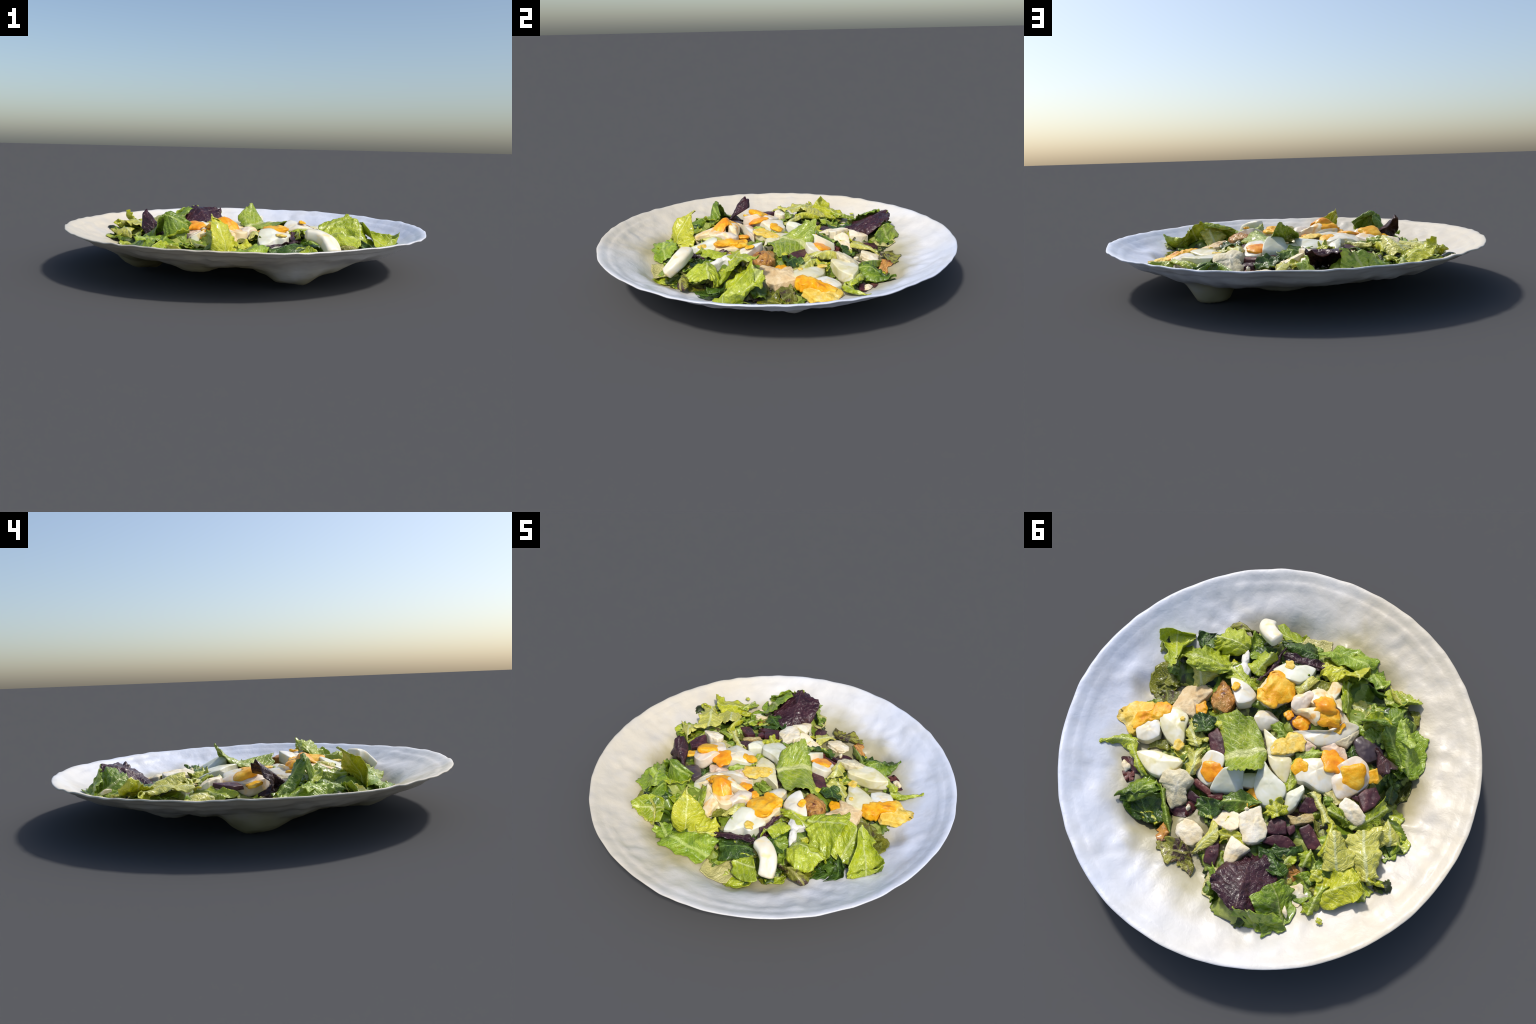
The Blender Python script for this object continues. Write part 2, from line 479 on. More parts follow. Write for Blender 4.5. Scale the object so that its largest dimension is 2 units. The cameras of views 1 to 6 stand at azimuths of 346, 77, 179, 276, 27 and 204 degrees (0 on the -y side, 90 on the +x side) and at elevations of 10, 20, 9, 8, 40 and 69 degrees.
    return make(name, np.vstack([P.reshape(-1, 3), Q.reshape(-1, 3)]), F, mat, HOME.get(name[:3], LEAVES) if solid else LEAVES, M)


def chunk(name, mat, corner, dome, thick, rough, pts):
    """Domed slab on a closed outline: corner 0 keeps corners sharp, 1 rounds them."""
    COUNT[0] += 1
    seed = COUNT[0]
    C = np.array(pts, dtype=float)
    C[:, :2] = C[:, :2].mean(0) + (C[:, :2] - C[:, :2].mean(0)) * 1.08
    POINTS.extend((C - np.array([0, 0, thick * 0.4])).tolist())
    k = len(C)
    per = 12
    ring = []
    for i in range(k):
        p0, p1, p2, p3 = C[i - 1], C[i], C[(i + 1) % k], C[(i + 2) % k]
        for s in np.arange(per) / per:
            lin_ = p1 * (1 - s) + p2 * s
            cat = 0.5 * ((2 * p1) + (p2 - p0) * s + (2 * p0 - 5 * p1 + 4 * p2 - p3) * s * s + (3 * p1 - p0 - 3 * p2 + p3) * s ** 3)
            ring.append(lin_ * (1 - corner) + cat * corner)
    ring = np.array(ring)
    n = len(ring)
    # soften sharp corners a little
    soft = (np.roll(ring, 1, 0) + ring * 2 + np.roll(ring, -1, 0)) / 4
    ring = soft
    cen = ring.mean(0)
    size = np.sqrt(((ring - cen) ** 2).sum(1)).mean()
    # best plane: heights vary linearly over the piece, plus what the outline adds
    layers = []
    bev = min(0.008, size * 0.14)
    corner = corner * 0.75
    scales = list(np.linspace(0.0, 1.0, 9)[1:])
    for s in scales:
        q = cen + (ring - cen) * s * (1 - bev / max(size, 1e-6) * 0.25)
        q[:, 2] += dome * (1 - s ** 2.2)
        layers.append(q)
    for a in (30, 60, 90):
        a = math.radians(a)
        q = cen + (ring - cen) * (1 - bev / max(size, 1e-6) * 0.25 * (1 - math.sin(a)))
        q[:, 2] -= bev * (1 - math.cos(a))
        layers.append(q)
    for d in (0.4, 0.75, 1.0):
        q = cen + (ring - cen) * (1.0 + 0.05 * d)
        q[:, 2] -= bev + (thick - bev) * d
        layers.append(q)
    V = [cen + np.array([0, 0, dome])]
    for q in layers:
        V.extend(q)
    V.append(cen - np.array([0, 0, thick]))
    V = np.array(V)
    F = [(0, 1 + i, 1 + (i + 1) % n) for i in range(n)]
    for r in range(len(layers) - 1):
        for i in range(n):
            j = (i + 1) % n
            F.append((1 + r * n + i, 1 + (r + 1) * n + i, 1 + (r + 1) * n + j, 1 + r * n + j))
    last = 1 + (len(layers) - 1) * n
    F += [(len(V) - 1, last + (i + 1) % n, last + i) for i in range(n)]
    area = sum(ring[i, 0] * ring[(i + 1) % n, 1] - ring[(i + 1) % n, 0] * ring[i, 1] for i in range(n))
    if area < 0:
        F = [f[::-1] for f in F]
    a = fnoise(V, 22.0, seed)
    b = fnoise(V, 60.0, seed + 3)
    rad = V - cen
    rad[:, 2] += 0.3 * size
    rad /= np.maximum(np.linalg.norm(rad, axis=1, keepdims=True), 1e-6)
    V = V + rad * (rough * (1.4 * a + 1.2 * b))[:, None]
    return make(name, rest_on_plate(V), F, mat, HOME.get(name[:3], LEAVES), Matrix.Translation(Vector(cen)))


def blob(name, mat, rough, a, b, half_w, half_h):
    """Crumbly lump stretched from a to b."""
    COUNT[0] += 1
    seed = COUNT[0]
    half_w, half_h = half_w * 1.5, half_h * 0.52
    a, b = np.array(a, float), np.array(b, float)
    ex = b - a
    ln = max(np.linalg.norm(ex) / 2, half_w * 0.8) * 1.15
    ex /= np.linalg.norm(ex)
    ey = np.cross([0, 0, 1.0], ex)
    ey /= np.linalg.norm(ey)
    ez = np.cross(ex, ey)
    nt, nf = 26, 36
    V, F = [], []
    for i in range(nt + 1):
        th = math.pi * i / nt
        for j in range(nf):
            ph = 2 * math.pi * j / nf
            V.append((math.cos(th), math.sin(th) * math.cos(ph), math.sin(th) * math.sin(ph)))
    V = np.array(V)
    pw = 0.8
    V = np.sign(V) * np.abs(V) ** pw
    az = np.arctan2(V[:, 1], V[:, 0])
    lob = np.array([noise.noise(Vector((math.cos(q) * 1.6, math.sin(q) * 1.6, seed * 2.9))) for q in az])
    V[:, :2] *= (1 + 0.36 * lob)[:, None]
    W = V[:, :1] * ln * ex + V[:, 1:2] * half_w * ey + V[:, 2:3] * half_h * ez
    W += (a + b) / 2
    W = W + V * (rough * (0.6 * fnoise(W, 30.0, seed) + 0.45 * fnoise(W, 85.0, seed + 2)))[:, None]
    for i in range(nt):
        for j in range(nf):
            k = (j + 1) % nf
            F.append((i * nf + j, (i + 1) * nf + j, (i + 1) * nf + k, i * nf + k))
    M = Matrix.Translation(Vector(((a + b) / 2)))
    return make(name, rest_on_plate(W), F, mat, HOME.get(name[:3], LEAVES), M)


def bar(name, mat, half_w, half_h, spine):
    """Curved bar of egg white swept along a spine, flat-topped with rounded edges."""
    COUNT[0] += 1
    seed = COUNT[0]
    S = np.array(spine, float)
    POINTS.extend((S - np.array([0, 0, half_h])).tolist())
    tt = np.linspace(0, len(S) - 1, 40)
    C = np.stack([np.interp(tt, range(len(S)), S[:, k]) for k in range(3)], -1)
    for _ in range(12):
        C[1:-1] = (C[:-2] + 2 * C[1:-1] + C[2:]) / 4
    T = np.gradient(C, axis=0)
    T /= np.linalg.norm(T, axis=1, keepdims=True)
    side = np.cross(T, [0, 0, 1.0])
    side /= np.linalg.norm(side, axis=1, keepdims=True)
    up = np.cross(side, T)
    nf = 32
    V, F = [C[0]], []
    for i in range(40):
        e = min(1.0, 0.62 + 0.38 * math.sqrt(min(i, 39 - i) / 2.0)) if min(i, 39 - i) < 2 else 1.0
        e *= 0.82 + 0.18 * math.sin(math.pi * (i + 4) / 47)
        for j in range(nf):
            a = 2 * math.pi * j / nf
            ca, sa = math.cos(a), math.sin(a)
            ca, sa = math.copysign(abs(ca) ** 0.55, ca), math.copysign(abs(sa) ** 0.55, sa)
            V.append(C[i] + side[i] * half_w * e * ca + up[i] * half_h * e * sa)
    V.append(C[-1])
    V = np.array(V)
    for j in range(nf):
        k = (j + 1) % nf
        F.append((0, 1 + k, 1 + j))
        F.append((len(V) - 1, 1 + 39 * nf + j, 1 + 39 * nf + k))
        for i in range(39):
            F.append((1 + i * nf + j, 1 + i * nf + k, 1 + (i + 1) * nf + k, 1 + (i + 1) * nf + j))
    V = V + up.mean(0) * (0.003 * fnoise(V, 18.0, seed))[:, None]
    return make(name, rest_on_plate(V), F, mat, HOME.get(name[:3], LEAVES), Matrix.Translation(Vector(C.mean(0))))


# ------------------------------------------------------------------ the salad
leaf("lettuce_leaf", "crisp", .25, .006, .006,
     [(.308, -.051, .231), (.180, .133, .222), (.105, .201, .336)],
     [(.220, -.080, .258), (.100, .080, .225), (.060, .165, .315)],
     [(.126, -.106, .247), (.010, .020, .212), (-.012, .121, .282)])
leaf("lettuce_leaf", "lime", .25, .004, .004,
     [(.770, -.370, .213), (.711, -.434, .170), (.619, -.463, .150)],
     [(.725, -.314, .200), (.676, -.357, .150), (.621, -.418, .150)],
     [(.657, -.243, .200), (.610, -.222, .225), (.579, -.273, .260)])
leaf("lettuce_leaf", "lime", .85, .010, .010,
     [(.514, -.406, .164), (.513, -.298, .265), (.553, -.230, .290)],
     [(.447, -.391, .165), (.438, -.281, .270), (.470, -.213, .285)],
     [(.380, -.378, .165), (.357, -.307, .220), (.360, -.257, .225)])
leaf("lettuce_leaf", "lime", .7, .010, .012,
     [(.520, -.406, .160), (.488, -.449, .210), (.479, -.534, .185)],
     [(.449, -.394, .160), (.406, -.447, .240), (.412, -.554, .200)],
     [(.371, -.387, .160), (.314, -.442, .220), (.323, -.542, .215)])
leaf("lettuce_leaf", "lime", .5, .008, .009,
     [(.531, -.235, .292), (.588, -.250, .237), (.600, -.255, .200)],
     [(.500, -.300, .220), (.565, -.315, .200), (.620, -.300, .170)],
     [(.500, -.370, .150), (.565, -.370, .145), (.645, -.365, .135)])
leaf("lettuce_leaf", "dark", .3, .006, .005,
     [(.607, -.478, .150), (.561, -.496, .130), (.525, -.518, .120)],
     [(.586, -.426, .160), (.572, -.448, .130), (.544, -.466, .120)],
     [(.545, -.377, .180), (.541, -.399, .150), (.529, -.410, .140)])
leaf("red_lettuce_leaf", "redgreen", .4, .008, .008,
     [(.478, -.577, .150), (.434, -.607, .160), (.365, -.600, .160)],
     [(.437, -.552, .170), (.390, -.575, .180), (.326, -.577, .170)],
     [(.357, -.563, .180), (.325, -.565, .180), (.282, -.571, .160)])
leaf("lettuce_leaf", "green", .3, .008, .006,
     [(.334, -.565, .190), (.304, -.558, .180), (.264, -.561, .170)],
     [(.322, -.517, .190), (.293, -.532, .170), (.260, -.530, .170)],
     [(.311, -.470, .180), (.281, -.495, .170), (.260, -.510, .160)])
leaf("lettuce_leaf", "olive", .3, .01, .008,
     [(.682, -.255, .100), (.631, -.233, .110), (.575, -.215, .110)],
     [(.717, -.178, .090), (.652, -.156, .120), (.582, -.165, .120)],
     [(.698, -.080, .075), (.646, -.109, .100), (.573, -.138, .120)])
leaf("lettuce_leaf", "oliver", .3, .006, .006,
     [(.671, -.099, .090), (.619, -.117, .115), (.557, -.129, .130)],
     [(.664, -.074, .085), (.598, -.077, .120), (.537, -.088, .130)],
     [(.624, -.047, .100), (.574, -.050, .125), (.532, -.054, .140)])
leaf("lettuce_leaf", "lime", .4, .01, .006,
     [(.162, -.486, .220), (.180, -.446, .245), (.223, -.462, .225)],
     [(.176, -.415, .210), (.198, -.396, .240), (.239, -.407, .220)],
     [(.188, -.329, .210), (.219, -.330, .220), (.274, -.363, .210)])
leaf("lettuce_leaf", "dark", .3, .008, .008,
     [(.309, -.456, .180), (.265, -.500, .180), (.191, -.520, .190)],
     [(.281, -.414, .190), (.231, -.456, .190), (.183, -.470, .200)],
     [(.269, -.378, .190), (.240, -.384, .200), (.203, -.413, .210)])
leaf("lettuce_leaf", "lime", .3, .006, .004,
     [(.248, -.664, .140), (.213, -.627, .160), (.186, -.586, .180)],
     [(.189, -.670, .120), (.158, -.618, .160), (.142, -.579, .180)],
     [(.110, -.651, .110), (.099, -.621, .140), (.082, -.601, .160)])
leaf("lettuce_leaf", "dark", .3, .01, .008,
     [(.179, -.570, .200), (.144, -.540, .190), (.110, -.515, .170)],
     [(.099, -.607, .165), (.071, -.560, .190), (.061, -.514, .180)],
     [(.008, -.636, .140), (-.009, -.574, .180), (-.031, -.542, .180)])
leaf("lettuce_leaf", "romaine", .25, .008, .005,
     [(-.315, -.670, .128), (-.270, -.610, .165), (-.220, -.570, .190)],
     [(-.190, -.690, .110), (-.160, -.635, .160), (-.110, -.575, .205)],
     [(-.075, -.705, .085), (-.050, -.630, .140), (-.020, -.565, .190)])
leaf("lettuce_leaf", "yellow", .3, .006, .004,
     [(-.290, -.465, .315), (-.266, -.454, .340), (-.235, -.450, .305)],
     [(-.285, -.545, .275), (-.235, -.510, .250), (-.170, -.470, .245)],
     [(-.300, -.575, .160), (-.235, -.560, .155), (-.165, -.510, .155)])
leaf("lettuce_leaf", "limeyellow", .4, .018, .012,
     [(-.052, -.547, .170), (-.073, -.492, .190), (-.099, -.446, .200)],
     [(-.102, -.595, .160), (-.131, -.539, .170), (-.159, -.461, .200)],
     [(-.199, -.574, .160), (-.209, -.520, .180), (-.203, -.460, .200)])
leaf("lettuce_leaf", "pale", .3, .006, .004,
     [(-.440, -.500, .185), (-.420, -.530, .160), (-.410, -.560, .120)],
     [(-.480, -.470, .190), (-.470, -.500, .160), (-.470, -.550, .110)],
     [(-.520, -.440, .190), (-.520, -.470, .160), (-.520, -.520, .100)])
leaf("lettuce_leaf", "lime", .3, .008, .006,
     [(-.585, -.515, .178), (-.560, -.520, .150), (-.530, -.540, .120)],
     [(-.520, -.460, .200), (-.500, -.500, .165), (-.470, -.540, .120)],
     [(-.440, -.430, .190), (-.420, -.470, .160), (-.400, -.530, .120)])
leaf("lettuce_leaf", "green", .2, .008, .006,
     [(-.508, -.487, .190), (-.530, -.447, .190), (-.546, -.401, .190)],
     [(-.441, -.459, .170), (-.499, -.392, .215), (-.535, -.367, .200)],
     [(-.371, -.417, .130), (-.480, -.339, .210), (-.525, -.335, .200)])
leaf("lettuce_leaf", "dark", .2, .008, .008,
     [(-.252, -.478, .170), (-.267, -.421, .150), (-.270, -.329, .160)],
     [(-.314, -.499, .170), (-.325, -.453, .110), (-.327, -.325, .130)],
     [(-.405, -.479, .160), (-.375, -.434, .120), (-.384, -.295, .170)])
leaf("lettuce_leaf", "lime", .3, .01, .006,
     [(-.194, -.461, .200), (-.219, -.462, .200), (-.253, -.483, .180)],
     [(-.216, -.374, .230), (-.240, -.393, .215), (-.264, -.424, .160)],
     [(-.247, -.291, .240), (-.267, -.287, .220), (-.309, -.244, .180)])
leaf("lettuce_leaf", "green", .3, .008, .006,
     [(-.345, -.265, .275), (-.370, -.300, .250), (-.380, -.345, .170)],
     [(-.430, -.260, .312), (-.450, -.295, .312), (-.450, -.335, .180)],
     [(-.480, -.250, .290), (-.500, -.285, .305), (-.485, -.315, .170)])
leaf("lettuce_leaf", "green", .3, .008, .006,
     [(-.460, -.230, .290), (-.480, -.260, .310), (-.515, -.285, .300)],
     [(-.520, -.180, .215), (-.545, -.205, .225), (-.560, -.235, .195)],
     [(-.600, -.130, .180), (-.615, -.155, .190), (-.620, -.190, .150)])
leaf("lettuce_leaf", "romaine", .3, .01, .008,
     [(-.497, -.334, .195), (-.534, -.376, .190), (-.587, -.385, .140)],
     [(-.505, -.274, .200), (-.583, -.270, .190), (-.660, -.328, .125)],
     [(-.609, -.159, .165), (-.662, -.151, .140), (-.700, -.214, .115)])
leaf("lettuce_leaf", "oliver", .3, .008, .006,
     [(-.637, -.165, .055), (-.619, -.143, .055), (-.577, -.118, .075)],
     [(-.675, -.130, .030), (-.637, -.089, .035), (-.591, -.059, .065)],
     [(-.680, -.054, .030), (-.657, -.035, .030), (-.624, .045, .065)])
leaf("lettuce_leaf", "lime", .4, .012, .006,
     [(-.580, .010, .180), (-.604, .061, .170), (-.612, .120, .150)],
     [(-.540, .107, .200), (-.561, .129, .190), (-.587, .158, .170)],
     [(-.437, .220, .180), (-.498, .203, .180), (-.545, .203, .160)])
leaf("lettuce_leaf", "lime", .4, .014, .006,
     [(-.350, .171, .215), (-.369, .190, .220), (-.360, .204, .200)],
     [(-.383, .154, .230), (-.421, .189, .220), (-.420, .210, .190)],
     [(-.444, .196, .220), (-.466, .197, .200), (-.464, .217, .180)])
leaf("lettuce_rib", "pale", .2, .008, .004,
     [(-.246, .142, .190), (-.263, .133, .210), (-.275, .112, .200)],
     [(-.299, .171, .190), (-.313, .168, .210), (-.325, .155, .200)],
     [(-.366, .248, .200), (-.378, .231, .215), (-.413, .236, .200)])
leaf("lettuce_leaf", "limeyellow", .3, .016, .008,
     [(-.372, .223, .200), (-.396, .227, .220), (-.423, .231, .200)],
     [(-.393, .277, .200), (-.411, .276, .225), (-.429, .266, .200)],
     [(-.397, .385, .180), (-.408, .367, .210), (-.430, .351, .200)])
leaf("lettuce_leaf", "pale", .3, .006, .004,
     [(-.414, .314, .220), (-.428, .282, .240), (-.458, .275, .220)],
     [(-.417, .377, .200), (-.465, .357, .235), (-.519, .320, .210)],
     [(-.439, .439, .180), (-.494, .413, .200), (-.560, .373, .200)])
leaf("lettuce_leaf", "limeyellow", .3, .01, .008,
     [(-.557, .386, .200), (-.599, .425, .230), (-.639, .469, .265)],
     [(-.498, .430, .180), (-.548, .473, .200), (-.600, .520, .200)],
     [(-.458, .483, .160), (-.457, .533, .170), (-.509, .581, .150)])
leaf("lettuce_leaf", "lime", .3, .012, .008,
     [(-.494, .497, .170), (-.471, .509, .180), (-.452, .529, .160)],
     [(-.484, .559, .165), (-.457, .573, .180), (-.433, .588, .160)],
     [(-.484, .614, .140), (-.456, .624, .155), (-.420, .641, .140)])
leaf("lettuce_leaf", "green", .3, .01, .008,
     [(-.438, .426, .170), (-.496, .406, .190), (-.555, .379, .200)],
     [(-.450, .463, .160), (-.513, .446, .170), (-.577, .409, .200)],
     [(-.464, .508, .160), (-.513, .497, .170), (-.572, .470, .180)])
leaf("lettuce_leaf", "pale", .3, .012, .006,
     [(-.492, .255, .200), (-.547, .214, .210), (-.610, .168, .200)],
     [(-.526, .315, .200), (-.580, .298, .225), (-.630, .273, .210)],
     [(-.592, .416, .170), (-.633, .393, .200), (-.663, .375, .190)])
leaf("lettuce_leaf", "limeyellow", .3, .01, .006,
     [(-.588, .388, .180), (-.614, .373, .200), (-.652, .367, .190)],
     [(-.618, .419, .180), (-.641, .408, .210), (-.671, .393, .180)],
     [(-.660, .419, .190), (-.684, .409, .210), (-.713, .414, .200)])
leaf("lettuce_leaf", "pale", .3, .008, .006,
     [(-.603, .171, .200), (-.628, .131, .200), (-.643, .087, .160)],
     [(-.624, .225, .190), (-.663, .175, .200), (-.702, .158, .170)],
     [(-.629, .257, .130), (-.662, .224, .170), (-.729, .196, .200)])
leaf("red_lettuce_leaf", "purple", .5, .008, .008,
     [(-.020, .560, .150), (-.120, .500, .175), (-.220, .450, .165)],
     [(-.025, .665, .262), (-.140, .610, .222), (-.260, .550, .185)],
     [(-.070, .745, .235), (-.165, .735, .272), (-.295, .680, .195)])
leaf("red_lettuce_leaf", "greenred", .35, .01, .008,
     [(-.200, .680, .245), (-.260, .600, .220), (-.285, .550, .190)],
     [(-.270, .730, .215), (-.320, .650, .190), (-.340, .580, .150)],
     [(-.300, .800, .120), (-.360, .740, .120), (-.390, .660, .110)])
leaf("lettuce_rib", "celery", .15, .002, .003,
     [(.021, .609, .120), (.004, .608, .130), (-.010, .611, .130)],
     [(.033, .669, .110), (.011, .666, .120), (-.013, .664, .120)],
     [(.018, .730, .100), (-.015, .732, .105), (-.041, .726, .110)])
leaf("lettuce_rib", "pale", .2, .006, .004,
     [(.109, .424, .150), (.080, .435, .170), (.058, .447, .170)],
     [(.124, .522, .130), (.098, .500, .150), (.063, .509, .160)],
     [(.150, .572, .100), (.136, .572, .110), (.121, .565, .120)])
leaf("lettuce_leaf", "yellow", .3, .008, .006,
     [(.064, .455, .160), (.038, .476, .155), (.042, .498, .140)],
     [(.008, .428, .180), (-.008, .448, .170), (.001, .466, .160)],
     [(-.046, .429, .190), (-.063, .448, .180), (-.077, .471, .180)])
leaf("red_lettuce_leaf", "redgreen", .4, .01, .01,
     [(.314, .594, .080), (.271, .632, .070), (.220, .676, .060)],
     [(.253, .560, .130), (.207, .605, .120), (.177, .645, .080)],
     [(.175, .558, .120), (.135, .612, .100), (.099, .685, .090)])
leaf("brown_lettuce_leaf", "brown", .4, .012, .01,
     [(.331, .590, .070), (.341, .546, .070), (.346, .491, .070)],
     [(.303, .590, .100), (.308, .543, .110), (.318, .502, .100)],
     [(.280, .577, .120), (.278, .547, .120), (.290, .519, .110)])
leaf("lettuce_leaf", "green", .3, .008, .004,
     [(.423, .353, .150), (.400, .358, .165), (.380, .362, .150)],
     [(.380, .421, .130), (.354, .423, .155), (.342, .418, .130)],
     [(.313, .514, .100), (.288, .522, .120), (.277, .512, .100)])
leaf("lettuce_leaf", "green", .3, .01, .006,
     [(.508, .322, .140), (.460, .337, .160), (.412, .351, .170)],
     [(.555, .402, .120), (.485, .411, .150), (.409, .395, .160)],
     [(.581, .484, .155), (.553, .468, .130), (.531, .466, .100)])
leaf("lettuce_leaf", "dark", .3, .01, .008,
     [(.555, .464, .130), (.480, .422, .150), (.398, .382, .160)],
     [(.541, .486, .070), (.459, .454, .090), (.378, .419, .100)],
     [(.451, .522, .050), (.396, .510, .070), (.331, .485, .080)])
leaf("lettuce_leaf", "limeyellow", .4, .012, .008,
     [(.458, .492, .070), (.437, .486, .080), (.417, .473, .080)],
     [(.421, .508, .060), (.398, .494, .075), (.382, .477, .070)],
     [(.382, .514, .060), (.355, .500, .080), (.351, .475, .075)])
leaf("lettuce_leaf", "lime", .35, .01, .006,
     [(.768, .274, .150), (.769, .260, .150), (.769, .243, .145)],
     [(.729, .253, .120), (.703, .218, .150), (.679, .184, .140)],
     [(.637, .247, .120), (.623, .215, .155), (.617, .177, .150)])
leaf("lettuce_leaf", "lime", .3, .01, .006,
     [(.643, .221, .150), (.625, .209, .160), (.603, .204, .150)],
     [(.600, .278, .150), (.579, .275, .165), (.563, .262, .150)],
     [(.522, .333, .130), (.506, .332, .145), (.499, .313, .140)])
leaf("lettuce_leaf", "pale", .35, .018, .008,
     [(.432, .051, .160), (.417, .002, .180), (.367, .019, .190)],
     [(.403, .091, .160), (.365, .080, .180), (.353, .042, .180)],
     [(.348, .124, .180), (.312, .104, .200), (.298, .052, .200)])
leaf("lettuce_leaf", "pale", .35, .012, .006,
     [(.356, .155, .200), (.312, .145, .210), (.277, .103, .200)],
     [(.337, .216, .190), (.297, .209, .215), (.279, .163, .200)],
     [(.323, .278, .170), (.293, .268, .200), (.267, .247, .185)])
leaf("lettuce_leaf", "yellow", .35, .012, .008,
     [(.448, .171, .160), (.415, .164, .165), (.388, .136, .170)],
     [(.405, .186, .160), (.373, .176, .170), (.345, .132, .180)],
     [(.370, .221, .160), (.354, .205, .170), (.347, .175, .170)])
leaf("lettuce_leaf", "olive", .3, .008, .006,
     [(.585, .130, .120), (.554, .136, .120), (.494, .125, .130)],
     [(.562, .182, .120), (.531, .160, .130), (.469, .162, .140)],
     [(.563, .207, .120), (.528, .187, .120), (.465, .184, .130)])
leaf("lettuce_leaf", "dark", .4, .01, .008,
     [(.410, -.015, .190), (.374, -.035, .200), (.301, -.036, .220)],
     [(.385, .022, .180), (.340, .008, .200), (.292, -.012, .200)],
     [(.353, .051, .180), (.318, .037, .200), (.287, .009, .200)])
leaf("lettuce_leaf", "green", .2, .008, .005,
     [(.042, -.104, .200), (.029, -.123, .200), (.012, -.145, .200)],
     [(-.001, -.084, .190), (-.018, -.105, .200), (-.025, -.128, .190)],
     [(-.031, -.064, .190), (-.044, -.084, .190), (-.057, -.103, .190)])
leaf("lettuce_leaf", "romaine", .4, .01, .008,
     [(-.133, .007, .200), (-.127, -.015, .205), (-.133, -.043, .200)],
     [(-.187, -.011, .210), (-.184, -.040, .215), (-.188, -.071, .210)],
     [(-.240, -.047, .210), (-.236, -.066, .215), (-.234, -.095, .200)])
leaf("lettuce_leaf", "lime", .3, .008, .006,
     [(-.121, .049, .190), (-.128, .027, .200), (-.138, .000, .200)],
     [(-.132, .116, .180), (-.143, .102, .190), (-.156, .074, .190)],
     [(-.141, .157, .180), (-.161, .144, .180), (-.181, .104, .190)])
leaf("lettuce_leaf", "limeyellow", .4, .018, .01,
     [(-.097, .265, .200), (-.117, .236, .215), (-.147, .209, .200)],
     [(-.109, .295, .190), (-.137, .264, .210), (-.168, .231, .190)],
     [(-.124, .311, .180), (-.160, .289, .200), (-.191, .265, .180)])
leaf("lettuce_rib", "celery", .15, .003, .003,
     [(-.304, .103, .200), (-.332, .104, .210), (-.347, .077, .200)],
     [(-.343, .130, .200), (-.367, .119, .210), (-.382, .092, .200)],
     [(-.388, .141, .200), (-.398, .124, .200), (-.411, .104, .195)])
leaf("lettuce_leaf", "dark", .4, .012, .008,
     [(.224, .335, .160), (.169, .330, .175), (.101, .321, .170)],
     [(.206, .377, .140), (.151, .361, .160), (.093, .348, .170)],
     [(.191, .394, .130), (.130, .402, .140), (.101, .361, .160)])
leaf("lettuce_leaf", "green", .3, .01, .008,
     [(.083, .352, .170), (.093, .316, .190), (.096, .283, .190)],
     [(.011, .334, .180), (.023, .294, .200), (.028, .257, .200)],
     [(-.032, .297, .200), (-.048, .277, .200), (-.070, .263, .200)])
leaf("lettuce_leaf", "lime", .35, .012, .006,
     [(-.330, .442, .150), (-.354, .451, .160), (-.372, .445, .150)],
     [(-.326, .414, .160), (-.358, .414, .180), (-.373, .413, .170)],
     [(-.332, .389, .170), (-.356, .382, .180), (-.376, .390, .180)])
leaf("lettuce_leaf", "dark", .35, .012, .006,
     [(-.185, .453, .160), (-.258, .453, .150), (-.293, .449, .130)],
     [(-.202, .425, .160), (-.273, .421, .165), (-.324, .408, .150)],
     [(-.218, .406, .160), (-.275, .397, .170), (-.314, .364, .170)])
leaf("lettuce_leaf", "green", .3, .012, .008,
     [(-.311, .539, .110), (-.340, .493, .120), (-.384, .454, .140)],
     [(-.351, .578, .105), (-.396, .513, .120), (-.434, .489, .140)],
     [(-.403, .607, .100), (-.429, .563, .120), (-.455, .512, .140)])
leaf("lettuce_leaf", "romaine", .3, .016, .01,
     [(-.404, -.589, .112), (-.383, -.552, .130), (-.346, -.528, .140)],
     [(-.356, -.615, .106), (-.330, -.587, .124), (-.304, -.547, .130)],
     [(-.317, -.637, .094), (-.278, -.636, .106), (-.263, -.552, .118)])
leaf("celery_slice", "celery", .1, .002, .004,
     [(-.060, -.579, .095), (-.051, -.643, .080), (-.046, -.704, .062)],
     [(.021, -.564, .095), (.020, -.633, .080), (.019, -.701, .062)],
     [(.096, -.555, .092), (.094, -.618, .077), (.089, -.693, .059)])
leaf("lettuce_leaf", "pale", .2, .008, .005,
     [(-.044, -.571, .100), (-.025, -.539, .120), (-.005, -.502, .130)],
     [(.021, -.564, .100), (.041, -.527, .120), (.049, -.496, .130)],
     [(.103, -.569, .094), (.117, -.542, .100), (.105, -.505, .110)])
leaf("lettuce_leaf", "lime", .3, .012, .008,
     [(.064, -.663, .062), (.078, -.631, .077), (.106, -.595, .086)],
     [(.100, -.700, .047), (.138, -.640, .071), (.155, -.563, .089)],
     [(.171, -.673, .041), (.204, -.611, .065), (.171, -.503, .089)])
leaf("red_lettuce_leaf", "redgreen", .45, .01, .008,
     [(.306, -.481, .109), (.318, -.513, .091), (.350, -.540, .073)],
     [(.388, -.486, .115), (.398, -.523, .091), (.413, -.563, .064)],
     [(.458, -.461, .125), (.465, -.499, .097), (.469, -.537, .064)])
leaf("lettuce_leaf", "dark", .25, .01, .006,
     [(.452, -.483, .140), (.464, -.514, .112), (.470, -.551, .082)],
     [(.506, -.421, .150), (.517, -.444, .118), (.529, -.485, .085)],
     [(.530, -.312, .170), (.561, -.352, .124), (.576, -.440, .088)])
